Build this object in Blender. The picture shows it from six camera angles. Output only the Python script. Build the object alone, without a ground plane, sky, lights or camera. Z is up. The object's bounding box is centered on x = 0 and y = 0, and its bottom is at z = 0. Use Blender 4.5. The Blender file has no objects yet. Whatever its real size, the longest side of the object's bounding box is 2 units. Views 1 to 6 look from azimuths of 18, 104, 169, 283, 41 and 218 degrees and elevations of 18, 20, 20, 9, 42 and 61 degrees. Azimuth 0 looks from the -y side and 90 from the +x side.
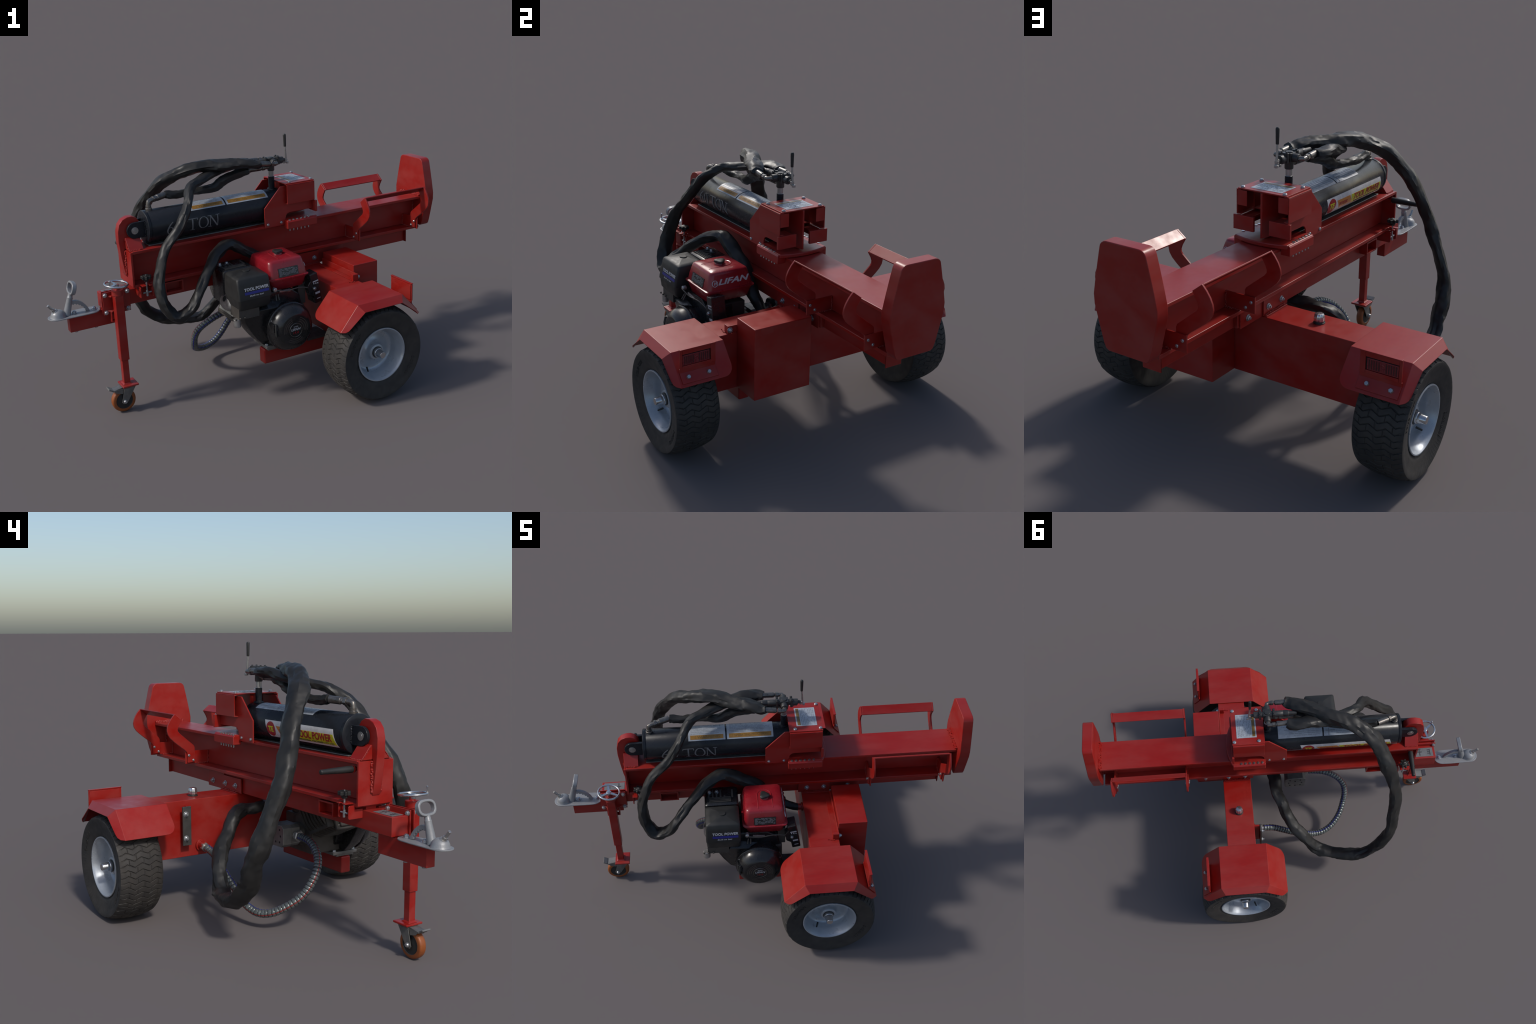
# Towable hydraulic log splitter: beam, ram, wedge carriage, petrol engine, axle tank, hitch and jack.
# Built in a local frame (x along the beam towards the end plate, y across, z up), then turned by
# one parent empty so that the beam lies diagonally in the world frame.
import bpy, bmesh, math, random
from mathutils import Vector, Matrix, noise

random.seed(11)
V = Vector
TURN = math.radians(46.0)
SHIFT = 0.0135

# ------------------------------------------------------------------ materials
def mat_new(name):
    m = bpy.data.materials.new(name)
    m.use_nodes = True
    nt = m.node_tree
    b = nt.nodes["Principled BSDF"]
    return m, nt, b

def paint(name, col, col2=None, rough=0.4, metal=0.0, scale=9.0, bump=0.0, bscale=60.0, spec=0.5,
          coat=0.0, rvar=0.12, edge=None, edge_amt=0.0, streak=False, fine=0.12):
    """Two-tone mottled coat: broad noise between col and col2, fine grain, roughness variation,
    optional worn edges picked by the Bevel node against the true normal."""
    m, nt, b = mat_new(name)
    N, L = nt.nodes, nt.links
    tc = N.new("ShaderNodeTexCoord")
    mp = N.new("ShaderNodeMapping")
    L.new(tc.outputs["Object"], mp.inputs["Vector"])
    if streak:
        mp.inputs["Scale"].default_value = (0.35, 1.0, 1.6)
    n1 = N.new("ShaderNodeTexNoise")
    n1.inputs["Scale"].default_value = scale
    n1.inputs["Detail"].default_value = 5
    n1.inputs["Roughness"].default_value = 0.6
    L.new(mp.outputs[0], n1.inputs["Vector"])
    ramp = N.new("ShaderNodeValToRGB")
    ramp.color_ramp.elements[0].position = 0.36
    ramp.color_ramp.elements[1].position = 0.68
    c2 = col2 or tuple(c * 0.8 for c in col)
    ramp.color_ramp.elements[0].color = (*col, 1)
    ramp.color_ramp.elements[1].color = (*c2, 1)
    L.new(n1.outputs["Fac"], ramp.inputs["Fac"])
    n2 = N.new("ShaderNodeTexNoise")
    n2.inputs["Scale"].default_value = scale * 22
    n2.inputs["Detail"].default_value = 3
    L.new(mp.outputs[0], n2.inputs["Vector"])
    g = N.new("ShaderNodeMapRange")
    g.inputs["To Min"].default_value = 1 - fine
    g.inputs["To Max"].default_value = 1 + fine
    L.new(n2.outputs["Fac"], g.inputs["Value"])
    mul = N.new("ShaderNodeMix")
    mul.data_type = "RGBA"
    mul.blend_type = "MULTIPLY"
    mul.inputs["Factor"].default_value = 1
    L.new(ramp.outputs["Color"], mul.inputs["A"])
    L.new(g.outputs["Result"], mul.inputs["B"])
    out = mul.outputs["Result"]
    if edge:
        bv = N.new("ShaderNodeBevel")
        bv.inputs["Radius"].default_value = 0.0035
        ge = N.new("ShaderNodeNewGeometry")
        dp = N.new("ShaderNodeVectorMath")
        dp.operation = "DOT_PRODUCT"
        L.new(bv.outputs["Normal"], dp.inputs[0])
        L.new(ge.outputs["Normal"], dp.inputs[1])
        mr = N.new("ShaderNodeMapRange")
        mr.inputs["From Min"].default_value = 0.985
        mr.inputs["From Max"].default_value = 0.90
        L.new(dp.outputs["Value"], mr.inputs["Value"])
        nn = N.new("ShaderNodeTexNoise")
        nn.inputs["Scale"].default_value = 26
        nn.inputs["Detail"].default_value = 6
        L.new(tc.outputs["Object"], nn.inputs["Vector"])
        th = N.new("ShaderNodeMapRange")
        th.inputs["From Min"].default_value = 0.52
        th.inputs["From Max"].default_value = 0.68
        L.new(nn.outputs["Fac"], th.inputs["Value"])
        mm = N.new("ShaderNodeMath")
        mm.operation = "MULTIPLY"
        L.new(mr.outputs[0], mm.inputs[0])
        L.new(th.outputs[0], mm.inputs[1])
        m2 = N.new("ShaderNodeMath")
        m2.operation = "MULTIPLY"
        m2.inputs[1].default_value = edge_amt
        L.new(mm.outputs[0], m2.inputs[0])
        mx = N.new("ShaderNodeMix")
        mx.data_type = "RGBA"
        L.new(m2.outputs[0], mx.inputs["Factor"])
        L.new(out, mx.inputs["A"])
        mx.inputs["B"].default_value = (*edge, 1)
        out = mx.outputs["Result"]
    L.new(out, b.inputs["Base Color"])
    rr = N.new("ShaderNodeMapRange")
    rr.inputs["From Min"].default_value = 0.3
    rr.inputs["From Max"].default_value = 0.7
    rr.inputs["To Min"].default_value = max(0.03, rough - rvar)
    rr.inputs["To Max"].default_value = min(1, rough + rvar)
    n3 = N.new("ShaderNodeTexNoise")
    n3.inputs["Scale"].default_value = scale * 2.3
    n3.inputs["Detail"].default_value = 5
    L.new(tc.outputs["Object"], n3.inputs["Vector"])
    L.new(n3.outputs["Fac"], rr.inputs["Value"])
    L.new(rr.outputs["Result"], b.inputs["Roughness"])
    b.inputs["Metallic"].default_value = metal
    b.inputs["Specular IOR Level"].default_value = spec
    b.inputs["Coat Weight"].default_value = coat
    b.inputs["Coat Roughness"].default_value = 0.15
    if bump:
        nb = N.new("ShaderNodeTexNoise")
        nb.inputs["Scale"].default_value = bscale
        nb.inputs["Detail"].default_value = 4
        L.new(tc.outputs["Object"], nb.inputs["Vector"])
        bp = N.new("ShaderNodeBump")
        bp.inputs["Strength"].default_value = bump
        bp.inputs["Distance"].default_value = 0.004
        L.new(nb.outputs["Fac"], bp.inputs["Height"])
        L.new(bp.outputs["Normal"], b.inputs["Normal"])
    return m

RED = paint("red_enamel", (0.262, 0.0065, 0.0034), (0.268, 0.027, 0.022), rough=0.37, rvar=0.06, spec=0.42, scale=6, bump=0.04, bscale=25,
            edge=(0.36, 0.10, 0.08), edge_amt=0.5, streak=True)
RED_TANK = paint("crimson_enamel", (0.235, 0.008, 0.015), (0.25, 0.016, 0.022), rough=0.3, scale=5, coat=0.15)
RED_LAMP = paint("lamp_red_plastic", (0.20, 0.018, 0.022), (0.17, 0.014, 0.018), rough=0.3, scale=20)
RED_DARK = paint("lamp_rib_dark", (0.06, 0.008, 0.010), rough=0.4, scale=20)
BLACK = paint("black_enamel", (0.012, 0.014, 0.018), (0.016, 0.018, 0.023), rough=0.27, spec=0.24, rvar=0.05, scale=7, bump=0.04, bscale=30,
              edge=(0.10, 0.11, 0.12), edge_amt=0.6, streak=True)
GLOSS = paint("engine_black", (0.011, 0.011, 0.012), (0.016, 0.016, 0.017), rough=0.27, scale=9)
CAST = paint("cast_dark", (0.058, 0.052, 0.046), (0.082, 0.073, 0.064), rough=0.55, metal=0.3, scale=14, bump=0.2, bscale=180)
PLASTIC = paint("black_plastic", (0.016, 0.016, 0.016), (0.024, 0.024, 0.023), rough=0.5, spec=0.4, scale=8, bump=0.08, bscale=250)
SLEEVE = paint("hose_sleeve", (0.013, 0.013, 0.013), (0.022, 0.021, 0.020), rough=0.47, spec=0.34, scale=7, bump=0.35, bscale=20)
RUBBER = paint("tyre_rubber", (0.022, 0.020, 0.019), (0.038, 0.033, 0.029), rough=0.72, scale=12, bump=0.15, bscale=160, fine=0.25)
RIM = paint("silver_rim", (0.40, 0.43, 0.47), (0.33, 0.36, 0.40), rough=0.34, metal=0.35, scale=8, edge=(0.6, 0.6, 0.62), edge_amt=0.6)
STEEL = paint("worn_steel", (0.42, 0.41, 0.40), (0.30, 0.29, 0.28), rough=0.36, metal=0.8, scale=20)
ZINC = paint("zinc_bolt", (0.44, 0.45, 0.47), (0.36, 0.37, 0.38), rough=0.3, metal=0.75, scale=40)
CHROME = paint("chrome", (0.55, 0.56, 0.58), (0.48, 0.49, 0.50), rough=0.18, metal=0.9, scale=20)
FITTING = paint("dark_fitting", (0.20, 0.185, 0.17), (0.12, 0.11, 0.10), rough=0.36, metal=0.8, scale=30)
VALVE = paint("valve_black", (0.022, 0.022, 0.022), (0.034, 0.033, 0.032), rough=0.42, scale=30, bump=0.1, bscale=200)
GALV = paint("grey_cast_hitch", (0.27, 0.275, 0.285), (0.22, 0.225, 0.235), rough=0.42, metal=0.25, scale=14, bump=0.12, bscale=120)
DKSTEEL = paint("dark_plate", (0.10, 0.098, 0.095), (0.07, 0.068, 0.065), rough=0.5, metal=0.6, scale=18)
FORKST = paint("fork_steel", (0.20, 0.195, 0.185), (0.13, 0.128, 0.12), rough=0.45, metal=0.55, scale=18)
ORANGE = paint("orange_polyurethane", (0.27, 0.072, 0.014), (0.20, 0.052, 0.012), rough=0.5, scale=20)
COIL = paint("coil_grey", (0.13, 0.15, 0.15), (0.085, 0.095, 0.095), rough=0.28, metal=0.35, scale=25)
COIL_GAP = paint("coil_gap", (0.012, 0.012, 0.013), rough=0.6)
BLUE = paint("blue_stripe", (0.012, 0.014, 0.20), rough=0.4)
DKRED = paint("red_stripe", (0.22, 0.015, 0.015), rough=0.4)
PAPER = paint("white_label", (0.38, 0.41, 0.45), (0.28, 0.305, 0.345), rough=0.3, scale=18)
PAPER2 = paint("sticker_white", (0.62, 0.60, 0.60), (0.52, 0.50, 0.50), rough=0.3, scale=18)
GREYLAB = paint("grey_label", (0.16, 0.172, 0.175), (0.12, 0.13, 0.135), rough=0.4, scale=20)
AMBER = paint("amber_print", (0.34, 0.17, 0.03), (0.24, 0.12, 0.025), rough=0.4, scale=30)
BROWN = paint("brown_print", (0.20, 0.11, 0.02), (0.14, 0.08, 0.018), rough=0.4, scale=30)
INK = paint("ink", (0.05, 0.05, 0.055), rough=0.5)
INKGREY = paint("ink_grey", (0.22, 0.23, 0.25), rough=0.5)
YELLOW = paint("sticker_yellow", (0.58, 0.54, 0.015), (0.50, 0.47, 0.015), rough=0.3)
ORG_PRINT = paint("sticker_orange", (0.55, 0.20, 0.03), rough=0.3)
STRED = paint("sticker_red", (0.36, 0.015, 0.02), rough=0.3)
LETTER = paint("grey_letter", (0.21, 0.21, 0.215), (0.13, 0.13, 0.135), rough=0.45, scale=30)
WHITE = paint("white_letter", (0.50, 0.50, 0.52), rough=0.4)
BLACKLAB = paint("dark_label", (0.020, 0.022, 0.022), rough=0.3)
HOLE = paint("hole_dark", (0.006, 0.006, 0.006), rough=0.8)
VENT = paint("vent_brown", (0.060, 0.046, 0.040), rough=0.55)

# ------------------------------------------------------------------ geometry builder
class G:
    def __init__(self):
        self.v, self.f, self.m = [], [], []
        self.mi = 0
    def add(self, verts, faces):
        o = len(self.v)
        self.v += [V(p) for p in verts]
        for f in faces:
            self.f.append([i + o for i in f])
            self.m.append(self.mi)
        return self
    def box(self, x0, x1, y0, y1, z0, z1):
        x0, x1 = sorted((x0, x1)); y0, y1 = sorted((y0, y1)); z0, z1 = sorted((z0, z1))
        p = [(x, y, z) for z in (z0, z1) for y in (y0, y1) for x in (x0, x1)]
        return self.add(p, [(0, 2, 3, 1), (4, 5, 7, 6), (0, 1, 5, 4), (2, 6, 7, 3), (0, 4, 6, 2), (1, 3, 7, 5)])
    def obox(self, c, ax, ay, az):
        """box from centre and three half-axis vectors"""
        c, ax, ay, az = V(c), V(ax), V(ay), V(az)
        p = [c + sx * ax + sy * ay + sz * az for sz in (-1, 1) for sy in (-1, 1) for sx in (-1, 1)]
        return self.add(p, [(0, 2, 3, 1), (4, 5, 7, 6), (0, 1, 5, 4), (2, 6, 7, 3), (0, 4, 6, 2), (1, 3, 7, 5)])
    def prism(self, poly, axis, a, b):
        def put(u, w, t):
            return {"x": (t, u, w), "y": (u, t, w), "z": (u, w, t)}[axis]
        n = len(poly)
        vs = [put(u, w, a) for u, w in poly] + [put(u, w, b) for u, w in poly]
        fs = [tuple(range(n)), tuple(range(2 * n - 1, n - 1, -1))]
        fs += [(i, i + n, (i + 1) % n + n, (i + 1) % n) for i in range(n)]
        return self.add(vs, fs)
    def rings(self, rings, cap0=True, cap1=True, closed=False):
        n = len(rings[0])
        vs = [p for r in rings for p in r]
        fs = []
        k = len(rings)
        for j in range(k if closed else k - 1):
            a, b = j * n, ((j + 1) % k) * n
            fs += [(a + i, a + (i + 1) % n, b + (i + 1) % n, b + i) for i in range(n)]
        if not closed:
            if cap0: fs.append(tuple(range(n - 1, -1, -1)))
            if cap1: fs.append(tuple(range((k - 1) * n, k * n)))
        return self.add(vs, fs)
    def lathe(self, c, d, prof, n=32, closed=False, cap=True):
        """prof: list of (height along d, radius)"""
        d = V(d).normalized()
        a = d.orthogonal().normalized(); b = d.cross(a)
        rg = [[V(c) + d * h + (a * math.cos(2 * math.pi * i / n) + b * math.sin(2 * math.pi * i / n)) * max(r, 1e-4)
               for i in range(n)] for h, r in prof]
        return self.rings(rg, cap, cap, closed)
    def cyl(self, p0, p1, r, r1=None, n=20):
        p0, p1 = V(p0), V(p1)
        L = (p1 - p0).length
        return self.lathe(p0, p1 - p0, [(0, r), (L, r if r1 is None else r1)], n)
    def tube(self, pts, rad, n=12, closed=False):
        pts = [V(p) for p in pts]
        k = len(pts)
        t0 = (pts[1] - pts[0]).normalized()
        u = t0.orthogonal().normalized()
        rg = []
        for i, p in enumerate(pts):
            if closed: t = (pts[(i + 1) % k] - pts[i - 1]).normalized()
            else: t = (pts[min(i + 1, k - 1)] - pts[max(i - 1, 0)]).normalized()
            u = (u - t * u.dot(t)).normalized()
            w = t.cross(u)
            r = rad[i] if isinstance(rad, (list, tuple)) else rad
            rg.append([p + (u * math.cos(2 * math.pi * j / n) + w * math.sin(2 * math.pi * j / n)) * r for j in range(n)])
        return self.rings(rg, True, True, closed)
    def torus(self, c, d, R, r, n=40, m=10):
        d = V(d).normalized(); a = d.orthogonal().normalized(); b = d.cross(a)
        return self.tube([V(c) + (a * math.cos(2 * math.pi * i / n) + b * math.sin(2 * math.pi * i / n)) * R for i in range(n)], r, m, True)
    def ball(self, c, r, n=16, sz=(1, 1, 1)):
        c = V(c); rg = []
        k = n // 2
        for j in range(1, k):
            th = math.pi * j / k
            rg.append([c + V((sz[0] * r * math.sin(th) * math.cos(2 * math.pi * i / n), sz[1] * r * math.sin(th) * math.sin(2 * math.pi * i / n), -sz[2] * r * math.cos(th))) for i in range(n)])
        return self.rings(rg)
    def hexa(self, p, d, r, h, washer=1.35, stud=0.0, dome=0.25):
        """hexagon bolt head on a washer, standing at p and pointing along d"""
        d = V(d).normalized(); p = V(p)
        if washer: self.lathe(p, d, [(0, r * washer), (h * 0.22, r * washer)], 16)
        self.lathe(p + d * h * 0.15, d, [(0, r), (h * 0.75, r), (h * (0.75 + dome), r * 0.78)], 6)
        if stud: self.lathe(p, d, [(0, r * 0.5), (h + stud, r * 0.5)], 10)
        return self
    def move(self, fn, start=0):
        for i in range(start, len(self.v)):
            self.v[i] = V(fn(self.v[i]))
        return self
    def mirror_y(self):
        o = len(self.v); k = len(self.f)
        self.v += [V((p.x, -p.y, p.z)) for p in self.v[:o]]
        for i in range(k):
            self.f.append([j + o for j in reversed(self.f[i])]); self.m.append(self.m[i])
        return self

POS = {}
def part(g, name, mats, parent=None, bevel=0.0015, smooth=38, seg=2, kind=None):
    """turn a builder into an object with its origin at the middle of its own bounds"""
    me = bpy.data.meshes.new(name)
    lo = V([min(p[i] for p in g.v) for i in range(3)]); hi = V([max(p[i] for p in g.v) for i in range(3)])
    c = (lo + hi) / 2
    me.from_pydata([p - c for p in g.v], [], g.f)
    if not isinstance(mats, (list, tuple)): mats = [mats]
    for m in mats: me.materials.append(m)
    if len(mats) > 1: me.polygons.foreach_set("material_index", g.m)
    bm = bmesh.new(); bm.from_mesh(me)
    bmesh.ops.recalc_face_normals(bm, faces=bm.faces)
    bm.to_mesh(me); bm.free()
    me.polygons.foreach_set("use_smooth", [True] * len(me.polygons))
    me.set_sharp_from_angle(angle=math.radians(smooth))
    ob = bpy.data.objects.new(name, me)
    bpy.context.scene.collection.objects.link(ob)
    put(ob, c, parent)
    if bevel:
        bv = ob.modifiers.new("round_edges", "BEVEL")
        bv.width = bevel; bv.segments = seg; bv.limit_method = "ANGLE"; bv.angle_limit = math.radians(40)
        bv.harden_normals = True
    if kind: ob["kind"] = kind
    return ob

def put(ob, c, parent=None):
    par = parent or ROOT
    ob.parent = par
    ob.location = V(c) - POS[par.name]
    POS[ob.name] = V(c)

def copy_to(ob, c, parent=None, rot=None):
    o2 = ob.copy()
    bpy.context.scene.collection.objects.link(o2)
    o2.name = ob.name.split(".")[0]
    put(o2, c, parent or ob.parent)
    if rot is not None: o2.rotation_euler = rot
    return o2

ROOT = bpy.data.objects.new("log_splitter", None)
bpy.context.scene.collection.objects.link(ROOT)
ROOT.location = (-SHIFT * math.sin(TURN), SHIFT * math.cos(TURN), 0)
ROOT.rotation_euler = (0, 0, TURN)
ROOT.empty_display_size = 0.2
ROOT["label"] = "red towable hydraulic log splitter with black petrol engine"
ROOT["category"] = "log splitter"
POS[ROOT.name] = V((0, 0, 0))

def rrect(x0, x1, y0, y1, z, r, k=5):
    out = []
    for cx, cy, a0 in ((x1 - r, y1 - r, 0), (x0 + r, y1 - r, 90), (x0 + r, y0 + r, 180), (x1 - r, y0 + r, 270)):
        for i in range(k + 1):
            a = math.radians(a0 + 90 * i / k)
            out.append((cx + r * math.cos(a), cy + r * math.sin(a), z))
    return out

def arc(cx, cy, r, a0, a1, n):
    return [(cx + r * math.cos(math.radians(a0 + (a1 - a0) * i / n)), cy + r * math.sin(math.radians(a0 + (a1 - a0) * i / n))) for i in range(n + 1)]

def spline(ctrl, step=0.012):
    """Catmull-Rom through control points (tuples of any length), evenly sampled"""
    out = []
    n = len(ctrl)
    for k in range(n - 1):
        p = [ctrl[min(max(j, 0), n - 1)] for j in (k - 1, k, k + 1, k + 2)]
        L = math.dist(p[1][:3], p[2][:3])
        m = max(2, int(L / step))
        for i in range(m):
            f = i / m
            w = (-.5 * f**3 + f**2 - .5 * f, 1.5 * f**3 - 2.5 * f**2 + 1, -1.5 * f**3 + 2 * f**2 + .5 * f, .5 * f**3 - .5 * f**2)
            out.append(tuple(sum(w[j] * p[j][a] for j in range(4)) for a in range(len(ctrl[0]))))
    out.append(tuple(ctrl[-1]))
    return out

def text_geo(s, size, width=None, extrude=0.0006, shear=0.0, bold=0.0, cuts=0):
    """letters as a mesh in the xy plane, centred; returns (verts, faces)"""
    cu = bpy.data.curves.new("lettering", "FONT")
    cu.body = s; cu.size = size; cu.extrude = extrude; cu.align_x = "CENTER"; cu.align_y = "CENTER"
    cu.shear = shear; cu.offset = bold; cu.resolution_u = 3
    ob = bpy.data.objects.new("lettering", cu)
    bpy.context.scene.collection.objects.link(ob)
    me = bpy.data.meshes.new_from_object(ob.evaluated_get(bpy.context.evaluated_depsgraph_get()))
    vs = [v.co.copy() for v in me.vertices]; fs = [tuple(p.vertices) for p in me.polygons]
    if cuts:
        bm = bmesh.new(); bm.from_mesh(me)
        y0 = min(v.y for v in vs); y1 = max(v.y for v in vs)
        for i in range(1, cuts):
            bmesh.ops.bisect_plane(bm, geom=bm.verts[:] + bm.edges[:] + bm.faces[:], plane_co=(0, y0 + (y1 - y0) * i / cuts, 0), plane_no=(0, 1, 0))
        bm.verts.ensure_lookup_table(); bm.verts.index_update()
        vs = [v.co.copy() for v in bm.verts]; fs = [tuple(v.index for v in f.verts) for f in bm.faces]
        bm.free()
    bpy.data.objects.remove(ob); bpy.data.curves.remove(cu); bpy.data.meshes.remove(me)
    if width:
        lo = min(v.x for v in vs); hi = max(v.x for v in vs); k = width / (hi - lo)
        for v in vs: v.x = (v.x - (lo + hi) / 2) * k
    return vs, fs

def text_on(g, s, size, c, right, up, width=None, lift=0.0006, shear=0.0, bold=0.0):
    vs, fs = text_geo(s, size, width, 0.0006, shear, bold)
    r, u = V(right).normalized(), V(up).normalized(); n = r.cross(u)
    g.add([V(c) + r * v.x + u * v.y + n * (v.z + lift) for v in vs], fs)
    return g

def weld(g, pts, r=0.004, per=0.006, seed=0):
    r *= 0.85; per *= 0.55
    """a bead of overlapping weld puddles along a polyline"""
    rnd = random.Random(seed)
    pts = [V(p) for p in pts]
    for a, b in zip(pts[:-1], pts[1:]):
        n = max(1, int((b - a).length / per))
        for i in range(n):
            p = a.lerp(b, (i + rnd.random() * 0.5) / n) + V([rnd.uniform(-1, 1) * r * 0.5 for _ in range(3)])
            g.ball(p, r * rnd.uniform(0.75, 1.15), 8, (1, 1, 0.9))
    return g

# ------------------------------------------------------------------ beam
TILT = 0.0052
def tilt(p): return (p.x, p.y, p.z + TILT * p.x)

g = G()
g.box(-0.897, 1.153, -0.104, 0.104, 0.9195, 0.9365)
g.box(-0.897, 1.153, -0.0225, 0.0225, 0.7375, 0.9195)
g.box(-0.897, 1.145, -0.100, 0.100, 0.7185, 0.7375)
beam = part(g, "beam", RED, bevel=0.003)
g = G(); g.box(-0.775, 0.06, -0.056, 0.056, 0.9368, 0.9435)
part(g, "grey_strip", FORKST, beam, bevel=0.003)
g = G()
g.box(-0.909, -0.8972, -0.1038, 0.1038, 0.7265, 0.9325)
front_plate = part(g, "front_plate", RED, bevel=0.0015)

# hooked clevis bracket standing on the front plate
g = G()
hook = [(-0.9092, 0.768), (-0.916, 0.776), (-0.925, 0.82), (-0.936, 0.90), (-0.944, 0.985), (-0.943, 1.04), (-0.932, 1.082), (-0.910, 1.108),
        (-0.880, 1.120), (-0.850, 1.121), (-0.825, 1.108), (-0.809, 1.085), (-0.803, 1.05), (-0.808, 1.0), (-0.823, 0.937), (-0.9092, 0.937)]
g.prism(hook, "y", -0.0235, 0.0235)
ram_bracket = part(g, "ram_bracket", RED, bevel=0.004, seg=3)
g = G()
g.prism([(-0.086, 0.9367), (0.086, 0.9367), (0.032, 1.004), (-0.032, 1.004)], "x", -0.906, -0.820)
part(g, "gusset", RED, ram_bracket, bevel=0.002)
g = G()
for s in (-1, 1):
    weld(g, [(-0.911, s * 0.028, 0.930), (-0.912, s * 0.028, 0.86), (-0.911, s * 0.026, 0.78)], 0.0075, 0.007, 3 + s)
    weld(g, [(-0.902, s * 0.085, 0.938), (-0.824, s * 0.085, 0.938)], 0.005, 0.007, 7 + s)
    weld(g, [(-0.907, s * 0.028, 1.0), (-0.907, s * 0.08, 0.94)], 0.003, 0.007, 17 + s)
part(g, "weld_bead", RED, ram_bracket, bevel=0, smooth=60, kind="stuff")

# end plate (six-sided foot with rounded top)
g = G()
half = [(0.0, 1.188), (0.082, 1.188)] + [(0.082 + 0.034 * math.sin(math.radians(a)), 1.154 + 0.034 * math.cos(math.radians(a))) for a in (20, 40, 60, 78)] \
    + [(0.124, 1.125), (0.130, 1.100), (0.145, 1.035), (0.160, 0.962), (0.159, 0.920), (0.142, 0.850), (0.120, 0.765), (0.110, 0.742), (0.096, 0.733), (0.0, 0.733)]
poly = half + [(-y, z) for y, z in reversed(half[1:-1])]
g.prism(poly, "x", 1.1545, 1.2180)
end_plate = part(g, "end_plate", RED, bevel=0.004, seg=3)
g = G()
weld(g, [(1.150, y, 0.9425) for y in (-0.100, 0.100)], 0.0085, 0.006, 5)
weld(g, [(1.140, y, 0.9385) for y in (-0.095, 0.095)], 0.006, 0.009, 6)
for s in (-1, 1):
    weld(g, [(1.151, s * 0.0265, 0.915), (1.151, s * 0.0265, 0.745)], 0.006, 0.007, 9)
part(g, "weld_bead", RED, end_plate, bevel=0, smooth=60, kind="stuff")

# ------------------------------------------------------------------ tongue tube below the beam
g = G()
g.box(-1.078, 0.560, -0.0485, 0.0485, 0.6150, 0.7055)
g.box(0.5602, 1.0748, -0.030, 0.030, 0.6160, 0.7045)
g.box(1.0750, 1.081, -0.0485, 0.0485, 0.6130, 0.7055).move(tilt)
tongue = part(g, "tongue_tube", RED, bevel=0.003)
g = G()
for s in (-1, 1):
    y0, y1 = s * 0.0490, s * 0.093
    for x0, x1, z0, z1 in ((-0.712, -0.595, 0.640, 0.648), (-0.712, -0.595, 0.702, 0.710), (-0.712, -0.704, 0.648, 0.702), (-0.603, -0.595, 0.648, 0.702)):
        g.box(x0, x1, y0, y1, z0, z1)
    g.box(-0.7035, -0.6035, s * 0.049, s * 0.052, 0.6485, 0.7015)
part(g, "fork_pocket", RED, tongue, bevel=0.001)
g = G()
g.box(-0.88, -0.60, -0.03, 0.03, 0.7003, 0.7183); g.box(0.2, 0.9, -0.03, 0.03, 0.7075, 0.7183)
part(g, "spacer_bar", RED, tongue, bevel=0.001)
g = G()
for s in (-1, 1):
    g.box(0.362, 0.545, s * 0.0487, s * 0.0550, 0.612, 0.706)
    g.box(0.168, 0.371, s * 0.0553, s * 0.0630, 0.6145, 0.698)
    g.box(0.190, 0.368, s * 0.0632, s * 0.0780, 0.6128, 0.6190)
part(g, "bracket_plate", RED, tongue, bevel=0.0012)
g = G()
for s in (-1, 1): weld(g, [(0.20, s * 0.068, 0.622), (0.36, s * 0.068, 0.622)], 0.0045, 0.006, 21 + s)
part(g, "weld_bead", RED, tongue, bevel=0, smooth=60, kind="stuff")
g = G(); g.hexa((0, 0, 0), (0, 1, 0), 0.0115, 0.010, 1.4, stud=0.007)
bolt0 = part(g, "bracket_bolt", ZINC, tongue, bevel=0.0008)
base = POS[bolt0.name].copy()
for i, (x, s) in enumerate([(0.333, 1), (0.223, 1), (0.487, 1), (0.333, -1), (0.223, -1), (0.487, -1)]):
    y = s * (0.0632 if x < 0.4 else 0.0552)
    c = V((x, y + s * base.y, 0.653 if x < 0.4 else 0.648))
    if i == 0: put(bolt0, c, tongue)
    else: copy_to(bolt0, c, tongue, (0, 0, 0 if s > 0 else math.pi))
g = G()
g.box(-1.062, -0.935, -0.030, 0.036, 0.7008, 0.7022)
lab = part(g, "tow_label", GREYLAB, tongue, bevel=0)
g = G()
zt = 0.7032
for cx, ang in ((-0.972, 0.1), (-1.035, 0.0)):
    if cx > -1.0:
        g.box(cx - 0.003, cx + 0.003, -0.022, 0.028, 0.7023, zt)
        g.box(cx - 0.016, cx + 0.014, -0.003, 0.004, 0.7023, zt + 0.0002)
        g.box(cx - 0.010, cx + 0.004, -0.026, -0.018, 0.7023, zt + 0.0004)
    else:
        g.box(cx - 0.010, cx - 0.004, -0.020, 0.026, 0.7023, zt)
        for yy in (-0.016, -0.004, 0.010): g.box(cx - 0.004, cx + 0.010, yy, yy + 0.006, 0.7023, zt + 0.0003)
part(g, "label_print", INK, lab, bevel=0)

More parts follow.
